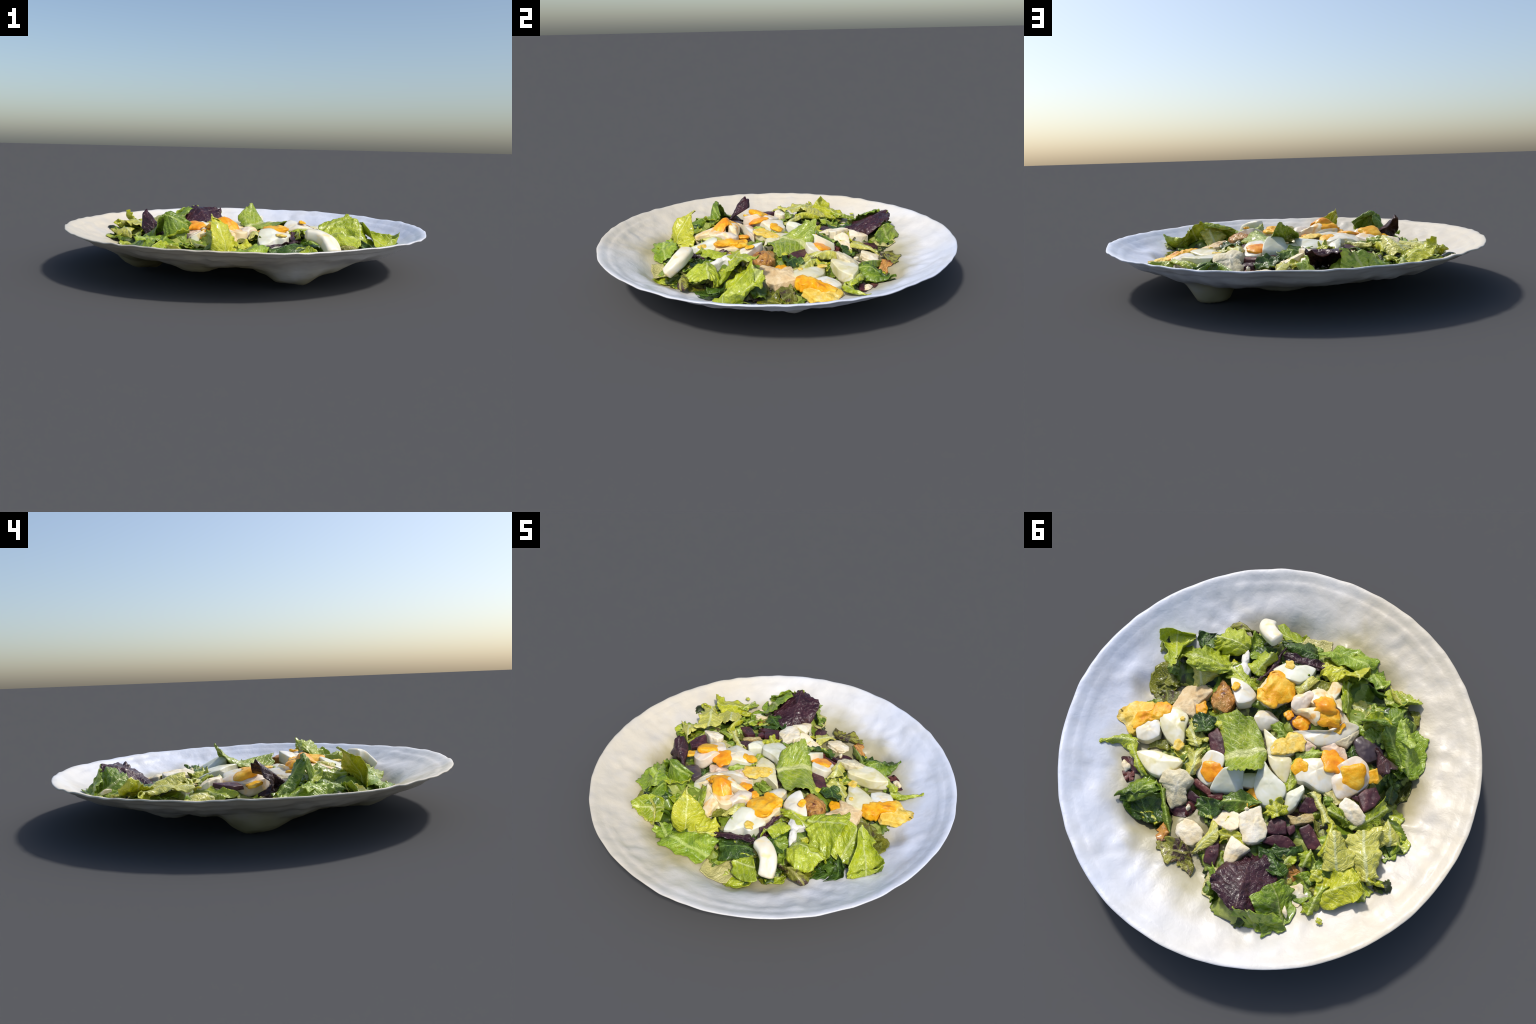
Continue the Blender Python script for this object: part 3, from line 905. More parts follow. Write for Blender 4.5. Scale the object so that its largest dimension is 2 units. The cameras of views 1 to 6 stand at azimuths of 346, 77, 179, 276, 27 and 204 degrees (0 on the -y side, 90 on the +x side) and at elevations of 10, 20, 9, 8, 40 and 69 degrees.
leaf("lettuce_leaf", "dark", .3, .012, .01,
     [(-.059, -.507, .140), (.005, -.480, .160), (.102, -.436, .180)],
     [(-.036, -.534, .120), (.035, -.513, .150), (.148, -.494, .170)],
     [(.148, -.577, .104), (.153, -.513, .120), (.171, -.488, .130)])
leaf("lettuce_leaf", "green", .3, .01, .008,
     [(.177, -.425, .190), (.217, -.427, .200), (.270, -.400, .200)],
     [(.204, -.455, .170), (.247, -.449, .180), (.294, -.436, .190)],
     [(.250, -.469, .150), (.283, -.483, .160), (.297, -.465, .170)])
leaf("lettuce_leaf", "olive", .3, .01, .008,
     [(.555, -.153, .130), (.607, -.148, .124), (.654, -.139, .112)],
     [(.596, -.191, .118), (.634, -.199, .112), (.683, -.146, .106)],
     [(.648, -.228, .106), (.674, -.235, .100), (.696, -.212, .094)])
leaf("red_lettuce_leaf", "purple", .35, .008, .006,
     [(-.530, -.060, .255), (-.555, -.079, .298), (-.575, -.100, .250)],
     [(-.472, -.177, .210), (-.521, -.142, .235), (-.559, -.133, .200)],
     [(-.509, -.097, .180), (-.536, -.093, .175), (-.563, -.128, .160)])
leaf("red_lettuce_leaf", "purple", .3, .012, .008,
     [(.171, -.445, .190), (.161, -.474, .200), (.148, -.527, .190)],
     [(.183, -.378, .200), (.161, -.391, .210), (.144, -.424, .200)],
     [(.187, -.298, .220), (.176, -.323, .220), (.152, -.369, .210)])
leaf("red_lettuce_leaf", "purple", .3, .01, .006,
     [(.122, -.476, .190), (.127, -.488, .200), (.126, -.509, .200)],
     [(.030, -.482, .185), (.027, -.496, .190), (.024, -.522, .190)],
     [(-.059, -.496, .165), (-.066, -.512, .170), (-.063, -.541, .170)])
leaf("lettuce_leaf", "pale", .3, .008, .006,
     [(.528, -.231, .250), (.482, -.251, .265), (.416, -.258, .250)],
     [(.510, -.208, .210), (.465, -.223, .225), (.393, -.247, .210)],
     [(.489, -.165, .180), (.452, -.163, .175), (.425, -.204, .185)])
leaf("lettuce_leaf", "green", .3, .01, .008,
     [(.408, -.190, .160), (.392, -.210, .180), (.391, -.259, .200)],
     [(.395, -.141, .150), (.381, -.175, .180), (.366, -.235, .200)],
     [(.365, -.119, .160), (.355, -.161, .190), (.347, -.227, .210)])
leaf("lettuce_leaf", "lime", .4, .016, .008,
     [(.362, -.296, .210), (.321, -.307, .220), (.276, -.306, .220)],
     [(.320, -.267, .220), (.259, -.271, .240), (.212, -.283, .220)],
     [(.234, -.234, .220), (.199, -.244, .220), (.173, -.252, .200)])
leaf("lettuce_leaf", "green", .3, .01, .008,
     [(.179, -.176, .200), (.145, -.209, .210), (.099, -.224, .200)],
     [(.146, -.161, .190), (.116, -.193, .200), (.079, -.218, .200)],
     [(.121, -.153, .180), (.095, -.183, .190), (.062, -.220, .200)])
leaf("lettuce_leaf", "pale", .3, .006, .004,
     [(.011, -.347, .230), (-.030, -.396, .235), (-.070, -.427, .220)],
     [(-.005, -.310, .230), (-.040, -.351, .235), (-.081, -.412, .220)],
     [(-.026, -.299, .230), (-.053, -.340, .230), (-.075, -.384, .220)])
leaf("lettuce_leaf", "olive", .3, .008, .006,
     [(-.041, -.372, .200), (-.074, -.411, .200), (-.145, -.441, .200)],
     [(-.066, -.353, .200), (-.093, -.384, .200), (-.138, -.413, .200)],
     [(-.096, -.346, .200), (-.120, -.371, .200), (-.156, -.391, .200)])
leaf("lettuce_leaf", "dark", .3, .01, .008,
     [(-.336, -.152, .170), (-.347, -.165, .180), (-.363, -.191, .180)],
     [(-.343, -.122, .170), (-.363, -.135, .180), (-.385, -.154, .180)],
     [(-.356, -.100, .170), (-.376, -.113, .170), (-.410, -.119, .180)])
leaf("lettuce_leaf", "dark", .3, .01, .008,
     [(-.542, -.129, .135), (-.567, -.135, .125), (-.609, -.133, .105)],
     [(-.568, -.068, .135), (-.590, -.076, .115), (-.624, -.084, .095)],
     [(-.588, .016, .145), (-.600, .004, .125), (-.629, .004, .095)])
leaf("lettuce_leaf", "romaine", .3, .01, .008,
     [(-.501, -.273, .200), (-.460, -.273, .220), (-.411, -.271, .220)],
     [(-.497, -.238, .200), (-.458, -.235, .220), (-.392, -.236, .210)],
     [(-.503, -.213, .190), (-.460, -.213, .200), (-.421, -.211, .190)])
leaf("lettuce_leaf", "lime", .4, .01, .006,
     [(-.372, -.333, .250), (-.368, -.295, .230), (-.371, -.259, .210)],
     [(-.430, -.349, .240), (-.433, -.299, .230), (-.428, -.256, .200)],
     [(-.496, -.331, .210), (-.486, -.299, .210), (-.469, -.259, .200)])
leaf("lettuce_leaf", "lime", .3, .01, .006,
     [(-.493, -.241, .190), (-.514, -.236, .200), (-.533, -.240, .180)],
     [(-.538, -.191, .180), (-.555, -.194, .190), (-.573, -.201, .170)],
     [(-.593, -.155, .170), (-.605, -.151, .180), (-.614, -.172, .160)])
leaf("lettuce_leaf", "dark", .3, .01, .008,
     [(-.144, .450, .160), (-.186, .451, .170), (-.248, .455, .160)],
     [(-.183, .510, .170), (-.224, .484, .170), (-.269, .477, .150)],
     [(-.249, .542, .170), (-.275, .530, .165), (-.308, .531, .140)])
leaf("lettuce_leaf", "oliver", .3, .01, .008,
     [(-.349, .229, .160), (-.384, .238, .170), (-.384, .266, .150)],
     [(-.321, .252, .170), (-.356, .268, .160), (-.374, .291, .150)],
     [(-.380, .308, .160), (-.395, .306, .160), (-.405, .292, .170)])
chunk("egg_white", "egg", .7, .008, .06, .001,
      [(.311, -.250, .237), (.259, -.253, .245), (.216, -.245, .240), (.171, -.220, .223), (.181, -.167, .250), (.220, -.132, .271), (.264, -.179, .260)])
chunk("toasted_crumb", "brown", .8, .02, .06, .006,
      [(.352, -.229, .220), (.311, -.208, .225), (.252, -.157, .230), (.254, -.113, .230), (.270, -.083, .225), (.340, -.097, .210), (.365, -.138, .205), (.360, -.187, .210)])
chunk("chicken_piece", "chicken", .8, .012, .05, .005,
      [(.495, -.172, .163), (.436, -.189, .184), (.386, -.165, .203), (.403, -.123, .194), (.424, -.070, .187), (.405, -.023, .190), (.461, -.024, .180), (.525, -.031, .169), (.529, -.100, .158), (.532, -.142, .152)])
chunk("egg_white", "egg", .6, .008, .05, .002,
      [(.620, .178, .152), (.645, .138, .155), (.615, .087, .165), (.581, .062, .172), (.549, .081, .170), (.531, .132, .165), (.572, .174, .155)])
chunk("egg_yolk", "yolk", .7, .010, .04, .006,
      [(.674, .119, .150), (.676, .060, .158), (.621, .031, .165), (.613, -.018, .170), (.576, -.036, .175), (.530, -.011, .185), (.536, .042, .180), (.580, .072, .175), (.617, .099, .168), (.647, .143, .155)])
chunk("egg_yolk", "yolkpale", .7, .006, .03, .006,
      [(.769, .080, .130), (.724, .012, .140), (.644, -.016, .150), (.627, .024, .155), (.675, .056, .150), (.673, .116, .145), (.647, .146, .150), (.673, .164, .135), (.717, .129, .125), (.760, .116, .130)])
chunk("egg_white", "eggpale", .9, .012, .05, .001,
      [(.556, .037, .180), (.525, -.017, .180), (.477, -.021, .180), (.434, .002, .180), (.425, .058, .180), (.407, .105, .175), (.400, .158, .165), (.441, .147, .165), (.486, .129, .165), (.538, .084, .175)])
chunk("egg_white", "eggpale", .5, .004, .06, .001,
      [(.573, .255, .178), (.537, .231, .178), (.488, .215, .178), (.440, .214, .180), (.379, .210, .188), (.359, .225, .190), (.376, .262, .185), (.411, .289, .182), (.427, .317, .180), (.474, .319, .180), (.520, .298, .180)])
chunk("chicken_piece", "chickenpale", .8, .012, .045, .006,
      [(.406, .294, .190), (.353, .267, .200), (.312, .270, .205), (.273, .284, .195), (.284, .310, .180), (.293, .331, .165), (.272, .365, .140), (.304, .403, .120), (.327, .420, .115), (.361, .391, .130), (.399, .347, .160), (.417, .343, .165)])
chunk("egg_white", "egg", .6, .006, .06, .001,
      [(.249, .130, .225), (.184, .130, .235), (.167, .167, .225), (.174, .222, .200), (.200, .270, .180), (.234, .265, .175), (.271, .240, .175), (.273, .177, .195)])
chunk("egg_white", "eggblue", .4, .008, .07, .001,
      [(.143, .195, .262), (.072, .151, .250), (.053, .204, .215), (.031, .257, .185), (.086, .269, .190), (.168, .292, .205), (.164, .245, .235)])
chunk("egg_white", "eggpale", .4, .006, .04, .001,
      [(.063, .177, .215), (.034, .156, .215), (-.004, .148, .220), (-.016, .194, .210), (.001, .213, .205), (.043, .222, .205)])
chunk("egg_white", "eggblue", .8, .012, .05, .001,
      [(-.003, .086, .235), (-.054, .117, .232), (-.094, .134, .230), (-.134, .150, .225), (-.149, .185, .220), (-.133, .225, .215), (-.092, .264, .205), (-.043, .246, .205), (-.014, .208, .210), (-.003, .162, .225)])
chunk("egg_white", "eggpale", .8, .01, .05, .001,
      [(-.007, .040, .205), (-.057, .028, .205), (-.105, .012, .205), (-.124, .047, .200), (-.129, .119, .185), (-.089, .112, .190), (-.042, .082, .200)])
chunk("egg_white", "egg", .8, .014, .05, .001,
      [(.130, -.118, .212), (.121, -.157, .205), (.082, -.176, .195), (.048, -.167, .185), (.022, -.152, .180), (.041, -.110, .180), (.074, -.077, .185), (.115, -.083, .200)])
chunk("egg_white", "eggpale", .8, .01, .05, .003,
      [(.060, -.077, .200), (.032, -.070, .200), (-.025, -.048, .210), (-.062, -.080, .215), (-.104, -.092, .215), (-.118, -.059, .210), (-.104, -.010, .205), (-.065, .016, .205), (-.009, .035, .205), (.018, -.009, .205)])
chunk("chicken_piece", "chickenpink", .8, .01, .04, .004,
      [(-.099, -.114, .215), (-.143, -.098, .220), (-.195, -.085, .215), (-.173, -.046, .210), (-.138, -.050, .210)])
chunk("chicken_piece", "chickenpink", .8, .01, .04, .004,
      [(-.218, -.102, .210), (-.262, -.137, .215), (-.291, -.128, .210), (-.324, -.133, .200), (-.350, -.085, .200), (-.307, -.080, .200), (-.259, -.073, .200)])
chunk("chicken_piece", "chickenpale", .8, .01, .04, .003,
      [(-.273, -.141, .215), (-.318, -.200, .210), (-.345, -.253, .200), (-.358, -.233, .195), (-.335, -.158, .195), (-.314, -.147, .200)])
chunk("egg_white", "egg", .8, .012, .05, .001,
      [(-.076, -.118, .215), (-.112, -.133, .225), (-.171, -.150, .250), (-.242, -.181, .250), (-.277, -.245, .235), (-.339, -.257, .205), (-.315, -.198, .210), (-.264, -.133, .215), (-.207, -.097, .220), (-.158, -.102, .225), (-.112, -.114, .215)])
chunk("egg_white", "eggcream", .8, .015, .05, .001,
      [(-.093, -.283, .240), (-.079, -.338, .235), (-.120, -.365, .235), (-.181, -.339, .250), (-.231, -.308, .240), (-.294, -.263, .215), (-.304, -.239, .205), (-.254, -.243, .220), (-.206, -.273, .260), (-.149, -.267, .260)])
chunk("egg_white", "eggpink", .8, .015, .05, .003,
      [(-.016, -.230, .235), (-.010, -.277, .240), (-.042, -.302, .245), (-.064, -.334, .240), (-.092, -.317, .240), (-.091, -.287, .240), (-.081, -.240, .240), (-.051, -.219, .230)])
chunk("egg_white", "eggcream", .8, .012, .05, .002,
      [(-.032, -.223, .225), (-.093, -.240, .250), (-.142, -.249, .280), (-.162, -.202, .270), (-.149, -.184, .250), (-.107, -.206, .235), (-.047, -.208, .220)])
chunk("egg_white", "eggcream", .8, .01, .05, .003,
      [(.161, -.279, .230), (.132, -.364, .225), (.077, -.360, .235), (.028, -.325, .230), (.017, -.279, .225), (.061, -.219, .230), (.113, -.199, .235), (.149, -.222, .235)])
chunk("egg_white", "eggblue", .5, .01, .06, .001,
      [(.141, -.385, .225), (.091, -.455, .215), (.052, -.449, .215), (.011, -.478, .200), (-.033, -.480, .190), (-.031, -.418, .215), (-.002, -.358, .250), (.048, -.351, .255), (.095, -.360, .240)])
chunk("egg_white", "eggcream", .5, .006, .05, .001,
      [(-.147, -.433, .215), (-.191, -.448, .208), (-.198, -.386, .230), (-.188, -.332, .250), (-.137, -.350, .235), (-.146, -.390, .220)])
chunk("egg_white", "egg", .7, .018, .06, .001,
      [(-.145, .029, .220), (-.168, .003, .225), (-.210, -.015, .235), (-.239, -.025, .240), (-.279, -.048, .235), (-.321, -.057, .225), (-.317, -.002, .235), (-.338, .056, .215), (-.325, .094, .205), (-.284, .108, .225), (-.222, .095, .225), (-.186, .098, .215), (-.157, .066, .215)])
chunk("egg_white", "eggpink", .9, .02, .06, .001,
      [(-.320, .001, .225), (-.345, -.039, .260), (-.390, -.100, .235), (-.445, -.087, .225), (-.475, -.042, .215), (-.479, -.002, .210), (-.455, .045, .215), (-.392, .102, .215), (-.361, .087, .220), (-.333, .046, .230)])
chunk("red_onion_piece", "onionblue", 0.45, 0.0105, 0.030, .002,
      [(-.356, -.190, .205), (-.377, -.222, .205), (-.431, -.222, .205), (-.487, -.209, .195), (-.495, -.168, .190), (-.449, -.122, .190), (-.417, -.119, .195), (-.382, -.144, .200)])
chunk("feta_cube", "feta", .3, .008, .08, .004,
      [(-.423, .103, .232), (-.464, .108, .235), (-.522, .145, .228), (-.528, .167, .215), (-.508, .192, .200), (-.464, .185, .210), (-.409, .158, .225), (-.408, .126, .230)])
chunk("red_onion_piece", "onion", 0.15, 0.0035, 0.018, .002,
      [(-.465, .062, .215), (-.487, .023, .215), (-.523, -.003, .210), (-.558, .034, .210), (-.548, .079, .215), (-.513, .123, .220)])
chunk("red_onion_piece", "onion", 0.15, 0.0021, 0.018, .002,
      [(-.440, .065, .205), (-.467, .062, .205), (-.483, .084, .200), (-.438, .081, .200)])
chunk("egg_white", "eggblue", .5, .012, .07, .002,
      [(-.156, .183, .200), (-.187, .150, .215), (-.212, .121, .225), (-.228, .140, .235), (-.226, .184, .225), (-.215, .225, .205), (-.191, .256, .190), (-.169, .222, .190)])
chunk("chicken_piece", "chickentan", .6, .006, .03, .004,
      [(-.216, .158, .200), (-.239, .174, .200), (-.253, .160, .200), (-.245, .150, .210)])
chunk("chicken_piece", "chickentan", .4, .004, .03, .004,
      [(-.203, .264, .185), (-.236, .265, .190), (-.264, .236, .190), (-.299, .220, .185), (-.317, .244, .180), (-.292, .263, .180), (-.240, .294, .180)])
chunk("red_onion_piece", "onion", 0.20, 0.0035, 0.024, .002,
      [(-.238, .210, .190), (-.252, .158, .205), (-.291, .152, .200), (-.315, .190, .190), (-.291, .220, .185), (-.245, .227, .185)])
chunk("red_onion_piece", "onion", 0.17, 0.0035, 0.030, .002,
      [(-.136, .328, .190), (-.153, .300, .190), (-.202, .300, .190), (-.226, .347, .185), (-.183, .370, .185), (-.144, .374, .185)])
chunk("red_onion_piece", "onion", 0.20, 0.0028, 0.024, .002,
      [(-.155, .400, .175), (-.192, .364, .180), (-.239, .361, .180), (-.283, .377, .170), (-.269, .402, .165), (-.210, .415, .165), (-.151, .421, .170)])
chunk("red_onion_piece", "onion", 0.17, 0.0021, 0.024, .002,
      [(-.219, .321, .185), (-.245, .297, .185), (-.259, .320, .180), (-.245, .346, .180)])
chunk("red_onion_piece", "onion", 0.15, 0.0028, 0.024, .002,
      [(-.277, .305, .185), (-.308, .272, .190), (-.332, .282, .185), (-.391, .337, .175), (-.372, .360, .170), (-.345, .372, .170)])
chunk("red_onion_piece", "onion", 0.15, 0.0021, 0.024, .002,
      [(.088, .523, .140), (.041, .498, .145), (.022, .549, .140), (.021, .597, .130), (.072, .595, .125)])
chunk("red_onion_piece", "onion", 0.25, 0.0042, 0.030, .002,
      [(.300, .048, .190), (.272, .003, .200), (.223, .043, .200), (.187, .113, .195), (.251, .117, .185)])
chunk("red_onion_piece", "beet", 0.20, 0.0028, 0.018, .002,
      [(.283, .282, .165), (.265, .263, .170), (.215, .277, .170), (.170, .293, .170), (.176, .316, .165), (.241, .298, .160)])
chunk("red_onion_piece", "onion", 0.20, 0.0028, 0.018, .002,
      [(.274, .321, .150), (.214, .338, .155), (.222, .362, .140), (.266, .359, .140)])
chunk("red_onion_piece", "beet", 0.30, 0.0035, 0.024, .002,
      [(.251, .426, .110), (.262, .374, .125), (.233, .350, .130), (.216, .361, .120), (.220, .402, .105), (.238, .430, .100)])
chunk("red_onion_piece", "onion", 0.25, 0.0035, 0.030, .002,
      [(.337, .423, .100), (.296, .387, .110), (.260, .399, .110), (.247, .438, .100), (.300, .449, .090)])
chunk("red_onion_piece", "onion", 0.20, 0.0035, 0.024, .002,
      [(.654, .293, .100), (.625, .275, .110), (.560, .296, .125), (.544, .329, .120), (.611, .340, .100)])
chunk("red_onion_piece", "beet", 0.20, 0.0035, 0.024, .002,
      [(.620, .354, .090), (.572, .332, .110), (.556, .367, .100), (.577, .391, .090)])
chunk("red_onion_piece", "beet", 0.20, 0.0028, 0.018, .002,
      [(.177, .320, .175), (.118, .284, .180), (.109, .313, .175), (.149, .337, .170)])
chunk("red_onion_piece", "onion", 0.25, 0.0028, 0.018, .002,
      [(-.009, -.197, .200), (-.071, -.214, .200), (-.143, -.215, .210), (-.132, -.169, .200), (-.101, -.142, .190), (-.060, -.138, .190)])
chunk("feta_cube", "feta", .25, .004, .09, .004,
      [(-.005, .359, .218), (-.038, .317, .210), (-.073, .285, .198), (-.103, .324, .200), (-.131, .353, .195), (-.148, .402, .187), (-.100, .448, .205), (-.067, .454, .208), (-.035, .412, .215)])
chunk("feta_cube", "feta", .25, .004, .08, .004,
      [(.099, .355, .150), (.043, .345, .170), (.006, .350, .190), (-.018, .408, .205), (.009, .433, .195), (.059, .429, .165), (.108, .418, .145)])
chunk("feta_cube", "feta", .3, .006, .08, .003,
      [(.231, .457, .130), (.201, .448, .135), (.164, .461, .140), (.136, .478, .135), (.126, .509, .125), (.155, .548, .115), (.192, .551, .115), (.243, .526, .115), (.255, .490, .120)])
chunk("feta_cube", "feta", .25, .008, .09, .003,
      [(-.009, .456, .185), (-.069, .470, .195), (-.103, .479, .190), (-.080, .515, .180), (-.059, .558, .170), (-.025, .568, .168), (-.004, .526, .175)])
chunk("feta_cube", "feta", .4, .004, .05, .004,
      [(-.322, .566, .125), (-.368, .524, .135), (-.388, .532, .135), (-.399, .558, .130), (-.423, .559, .125), (-.396, .618, .105), (-.366, .612, .110)])
chunk("chicken_piece", "chickenwhite", .7, .01, .05, .005,
      [(.309, -.439, .205), (.283, -.397, .215), (.278, -.360, .220), (.254, -.337, .225), (.252, -.305, .230), (.291, -.293, .230), (.333, -.314, .225), (.308, -.348, .220), (.321, -.395, .210)])
chunk("feta_crumb", "feta", .6, .01, .03, .004,
      [(.640, .319, .120), (.635, .300, .125), (.595, .316, .125), (.607, .346, .120)])
chunk("feta_crumb", "feta", .6, .006, .02, .003,
      [(-.014, .322, .215), (-.019, .310, .215), (-.033, .314, .215), (-.026, .325, .215)])
chunk("feta_crumb", "feta", .6, .006, .015, .003,
      [(-.346, .669, .170), (-.348, .646, .175), (-.364, .665, .170), (-.370, .688, .160)])
chunk("feta_crumb", "feta", .6, .006, .015, .003,
      [(.254, .402, .140), (.249, .384, .145), (.236, .394, .140), (.245, .412, .135)])
blob("egg_yolk", "yolk", .012, (.265, -.231, .262), (.265, -.183, .268), .012, .012)
blob("egg_yolk", "yolk", .012, (.384, -.089, .182), (.421, -.061, .178), .028, .016)
blob("egg_yolk", "yolkpale", .006, (.463, .023, .188), (.444, .015, .188), .008, .008)
blob("egg_yolk", "yolkpale", .01, (.427, .143, .178), (.399, .148, .175), .02, .012)
blob("egg_yolk", "yolkdeep", .005, (.202, .177, .213), (.202, .237, .195), .035, .025)
blob("egg_yolk", "yolk", .006, (-.008, .245, .185), (-.030, .258, .185), .03, .03)
blob("egg_yolk", "yolkpale", .012, (-.091, -.052, .222), (-.110, -.067, .225), .035, .015)
blob("egg_yolk", "yolkpale", .012, (-.028, -.011, .212), (-.055, -.026, .215), .03, .015)
blob("egg_yolk", "yolk", .006, (-.179, .031, .228), (-.161, .056, .215), .028, .022)
blob("egg_yolk", "yolkdeep", .006, (-.290, -.020, .238), (-.318, -.056, .225), .04, .025)
blob("egg_yolk", "yolk", .006, (-.402, -.032, .250), (-.420, .020, .225), .042, .045)
blob("egg_yolk", "yolk", .008, (-.484, -.073, .213), (-.510, -.032, .200), .025, .02)
blob("egg_yolk", "yolk", .012, (-.189, -.261, .268), (-.225, -.195, .245), .035, .03)
blob("egg_yolk", "yolk", .008, (-.257, -.235, .230), (-.247, -.196, .225), .025, .02)
blob("egg_yolk", "yolkdeep", .012, (-.068, -.179, .210), (-.109, -.173, .200), .03, .025)
blob("egg_yolk", "yolkdeep", .01, (.001, -.191, .195), (-.031, -.197, .200), .018, .018)
blob("egg_yolk", "yolk", .016, (.098, -.296, .238), (.047, -.289, .228), .055, .035)
blob("egg_yolk", "yolk", .014, (.101, -.262, .235), (.112, -.218, .235), .04, .025)
blob("egg_yolk", "yolkpale", .006, (.067, -.439, .228), (.095, -.424, .225), .018, .014)
blob("yellow_lettuce_scrap", "limeyellow", .016, (-.423, .458, .180), (-.424, .489, .175), .02, .015)
blob("toasted_crumb", "brown", .012, (-.296, .493, .130), (-.315, .511, .120), .03, .02)
blob("yellow_lettuce_scrap", "limeyellow", .012, (-.499, .645, .165), (-.511, .648, .165), .01, .01)
blob("toasted_crumb", "brown", .012, (-.583, -.422, .100), (-.601, -.406, .080), .012, .03)
bar("egg_white", "egg", .042, .03, [(.180, -.524, .248), (.231, -.549, .243), (.267, -.584, .222), (.280, -.621, .192), (.282, -.651, .165)])
leaf("lettuce_leaf", "lime", .3, .01, .006,
     [(.262, -.517, .112), (.286, -.518, .100), (.314, -.528, .088)],
     [(.270, -.493, .118), (.291, -.496, .106), (.318, -.506, .094)],
     [(.273, -.468, .130), (.301, -.478, .118), (.318, -.482, .106)])
leaf("lettuce_leaf", "olive", .3, .006, .004,
     [(.224, -.613, .052), (.251, -.590, .058), (.280, -.533, .076)],
     [(.252, -.630, .043), (.293, -.597, .046), (.323, -.544, .058)],
     [(.272, -.631, .040), (.330, -.597, .040), (.361, -.558, .046)])
leaf("egg_yolk", "yolkdeep", .5, .004, .003,
     [(-.235, -.240, .245), (-.185, -.225, .265), (-.120, -.215, .240)],
     [(-.220, -.280, .275), (-.178, -.265, .305), (-.125, -.255, .280)],
     [(-.165, -.365, .215), (-.130, -.330, .240), (-.085, -.300, .225)], solid=.012)
leaf("egg_white", "eggcream", .4, .004, .002,
     [(-.250, -.275, .255), (-.195, -.315, .252), (-.145, -.345, .230)],
     [(-.235, -.335, .230), (-.185, -.360, .220), (-.125, -.365, .205)],
     [(-.235, -.375, .195), (-.185, -.400, .180), (-.110, -.385, .180)], solid=.014)
leaf("egg_yolk", "yolk", .5, .005, .004,
     [(-.260, -.250, .225), (-.245, -.270, .235), (-.235, -.290, .240)],
     [(-.275, -.225, .210), (-.270, -.260, .220), (-.265, -.285, .220)],
     [(-.310, -.220, .190), (-.305, -.250, .200), (-.300, -.275, .190)], solid=.01)
leaf("lettuce_leaf", "lime", .4, .014, .008,
     [(-.579, .481, .150), (-.599, .457, .170), (-.612, .420, .170)],
     [(-.609, .494, .140), (-.630, .465, .160), (-.643, .430, .170)],
     [(-.632, .502, .130), (-.659, .473, .140), (-.674, .439, .140)])
leaf("lettuce_leaf", "romaine", .4, .014, .008,
     [(-.667, .220, .130), (-.677, .201, .150), (-.695, .182, .170)],
     [(-.674, .257, .120), (-.694, .247, .150), (-.721, .219, .180)],
     [(-.677, .288, .120), (-.695, .275, .130), (-.716, .252, .140)])
leaf("lettuce_leaf", "greenred", .4, .012, .008,
     [(-.030, .700, .235), (-.020, .655, .215), (.000, .600, .170)],
     [(-.040, .730, .190), (-.015, .690, .165), (.020, .620, .140)],
     [(-.050, .740, .130), (-.010, .705, .125), (.030, .640, .120)])
leaf("red_lettuce_leaf", "greenred", .35, .010, .008,
     [(-.155, .735, .262), (-.220, .735, .245), (-.310, .690, .200)],
     [(-.165, .765, .190), (-.250, .765, .180), (-.350, .715, .165)],
     [(-.170, .775, .130), (-.280, .780, .130), (-.390, .735, .125)])

# ------------------------------------------------------------------ bed of cut leaves underneath
PTS = np.array(POINTS)


def bed_at(x, y, s=0.042):
    """mean level of the pieces around (x, y) and how many lie there"""
    w = np.exp(-((PTS[:, 0] - x) ** 2 + (PTS[:, 1] - y) ** 2) / (2 * s * s))
    t = w.sum()
    return float((w * PTS[:, 2]).sum() / max(t, 1e-9)), float(t)


def bed_z(x, y):
    h, t = bed_at(x, y)
    p = plate_z(x, y)
    cover = min(1.0, t / 2.5)
    q = Vector((x, y, 0))
    hollow = sum(dep * math.exp(-(((x - dx) ** 2 + (y - dy) ** 2) / (sp * sp))) for dx, dy, dep, sp in DENTS)
    h -= 0.2 * hollow
    h = h - 0.024 + 0.03 * noise.noise(q * 13.0) + 0.012 * noise.noise(q * 34.0)
    z = p + (h - p) * cover - 0.004 * (1 - cover)
    return max(z, p + 0.006), cover if z > p + 0.004 else 0.0


def build_bed():
    n = 190
    xs = np.linspace(-0.9, 0.9, n)
    Z, keep = np.zeros((n, n)), np.zeros((n, n), bool)
    for i, x in enumerate(xs):
        for j, y in enumerate(xs):
            if math.hypot(x, y) < 0.86:
                z, c = bed_z(x, y)
                Z[i, j], keep[i, j] = z, c > 0.62
    V, F, idx = [], [], {}
    for i in range(n - 1):
        for j in range(n - 1):
            q = [(i, j), (i + 1, j), (i + 1, j + 1), (i, j + 1)]
            if all(keep[a] for a in q):
                f = []
                for a in q:
                    if a not in idx:
                        idx[a] = len(V)
                        V.append((xs[a[0]], xs[a[1]], Z[a]))
                    f.append(idx[a])
                F.append(tuple(f))
    ob = make("lettuce_bed", V, F, "bed", LEAVES)
    ob["kind"] = "stuff"
    m = ob.modifiers.new("thickness", "SOLIDIFY")
    m.thickness = 0.003
    m.offset = -1


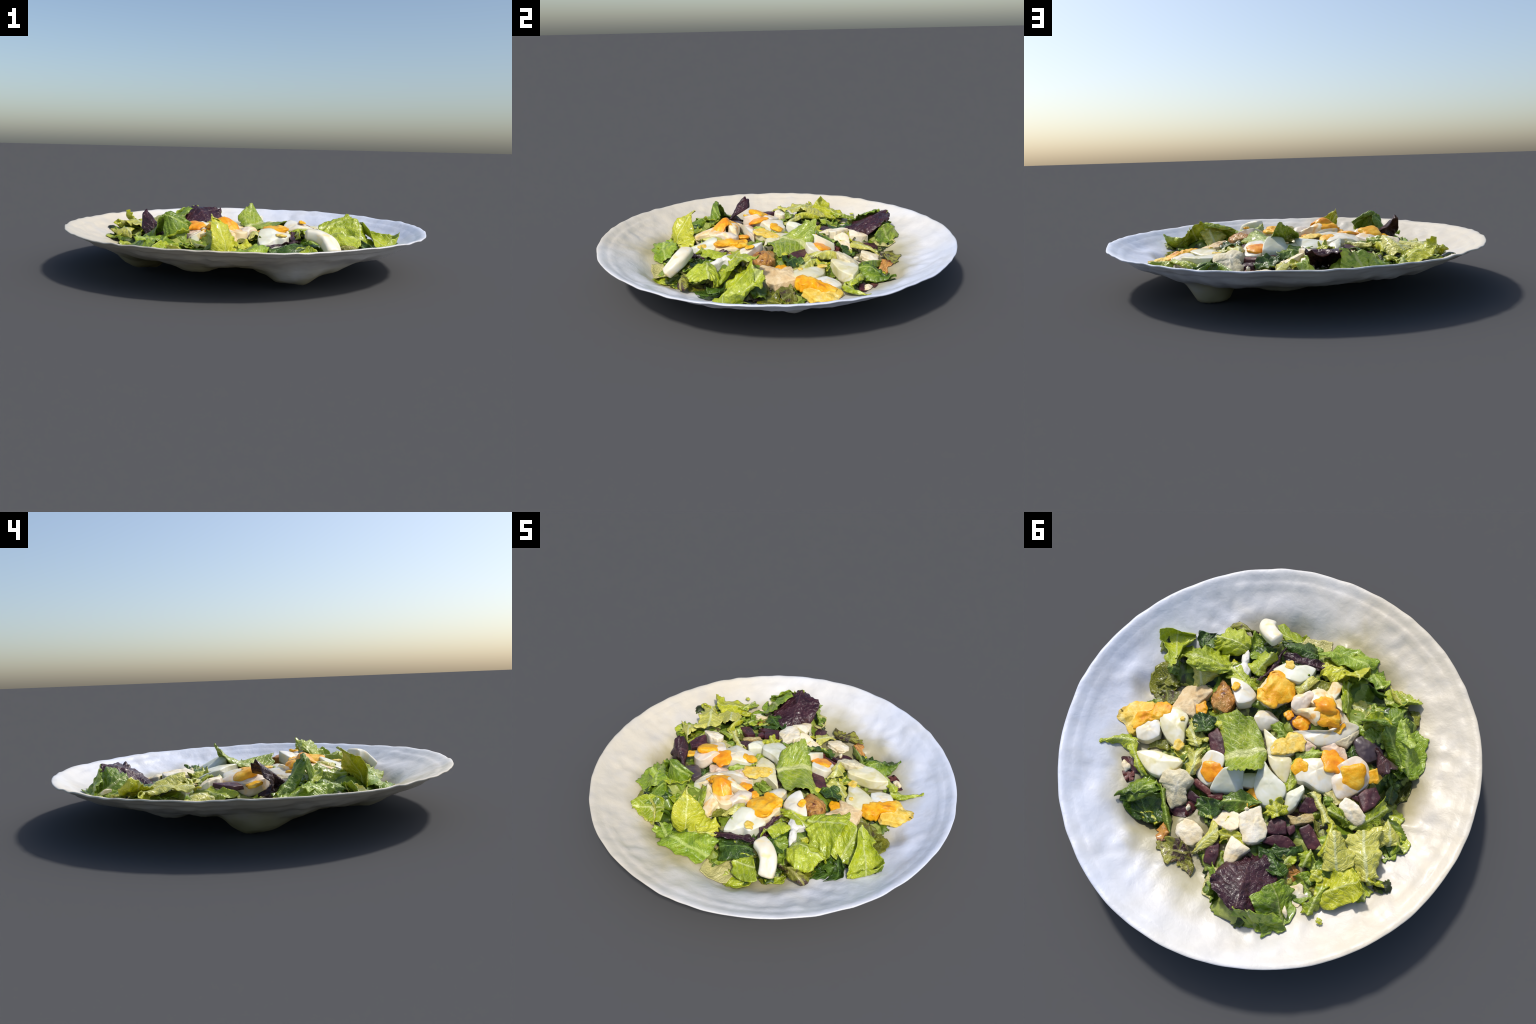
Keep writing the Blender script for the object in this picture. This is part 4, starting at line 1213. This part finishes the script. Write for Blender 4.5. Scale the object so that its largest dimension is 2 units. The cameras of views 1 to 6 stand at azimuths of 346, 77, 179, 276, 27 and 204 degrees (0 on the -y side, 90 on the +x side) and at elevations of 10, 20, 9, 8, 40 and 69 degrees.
def bed_material():
    N = Nodes("shredded_lettuce_bed")
    vo = N.add("ShaderNodeTexVoronoi", feature="F1")
    d = N.add("ShaderNodeVectorMath", operation="ADD")
    nz = N.add("ShaderNodeTexNoise")
    N.link(N.co, nz.inputs["Vector"])
    nz.inputs["Scale"].default_value = 14.0
    sc = N.add("ShaderNodeVectorMath", operation="SCALE")
    N.link(nz.outputs["Color"], sc.inputs[0])
    sc.inputs["Scale"].default_value = 0.09
    N.link(N.co, d.inputs[0])
    N.link(sc.outputs[0], d.inputs[1])
    N.link(d.outputs[0], vo.inputs["Vector"])
    vo.inputs["Scale"].default_value = 13.0
    g = N.add("ShaderNodeSeparateColor")
    N.link(vo.outputs["Color"], g.inputs[0])
    f = N.math("MULTIPLY_ADD", N.noise(30, 4, 0.6, 0.5), 0.5, -0.25)
    f = N.math("ADD", g.outputs[0], f)
    col = N.ramp(f, [(0.05, lin((34, 44, 10))), (0.35, lin((70, 92, 18))), (0.6, lin((112, 132, 30))), (0.85, lin((160, 168, 84))), (1.0, lin((60, 32, 34)))])
    nrm = N.bump(N.noise(60, 4, 0.6), 0.5, 0.008)
    MAT["bed"] = N.finish(col, 0.4, nrm, 0.4)


bed_material()
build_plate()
build_bed()


def scatter_scraps(count):
    """small torn leaf scraps that fill the gaps between the big pieces"""
    kinds = ["green", "lime", "dark", "olive", "romaine", "pale", "limeyellow", "redgreen", "dark", "green"]
    done = tries = 0
    while done < count and tries < 5000:
        tries += 1
        x, y = rng.uniform(-0.78, 0.78, 2)
        z, cover = bed_z(x, y)
        if cover < 0.75 or z < 0.09:
            continue
        a = rng.uniform(0, 2 * math.pi)
        ln, wd = rng.uniform(0.03, 0.055), rng.uniform(0.022, 0.042)
        ex = np.array([math.cos(a), math.sin(a), rng.uniform(-0.35, 0.35)])
        ey = np.array([-math.sin(a), math.cos(a), rng.uniform(-0.35, 0.35)])
        c = np.array([x, y, z + rng.uniform(0.0, 0.012)])
        sag = rng.uniform(0.004, 0.016)
        rows = []
        for i in (-1, 0, 1):
            row = []
            for j in (-1, 0, 1):
                p = c + ex * ln * i + ey * wd * j
                p[2] -= sag * (i * i + j * j) * 0.6
                row.append(tuple(p))
            rows.append(row)
        leaf("lettuce_scrap", kinds[rng.randint(len(kinds))], rng.uniform(0.3, 0.8), 0.008, 0.006, *rows, bed=False)
        done += 1


scatter_scraps(110)
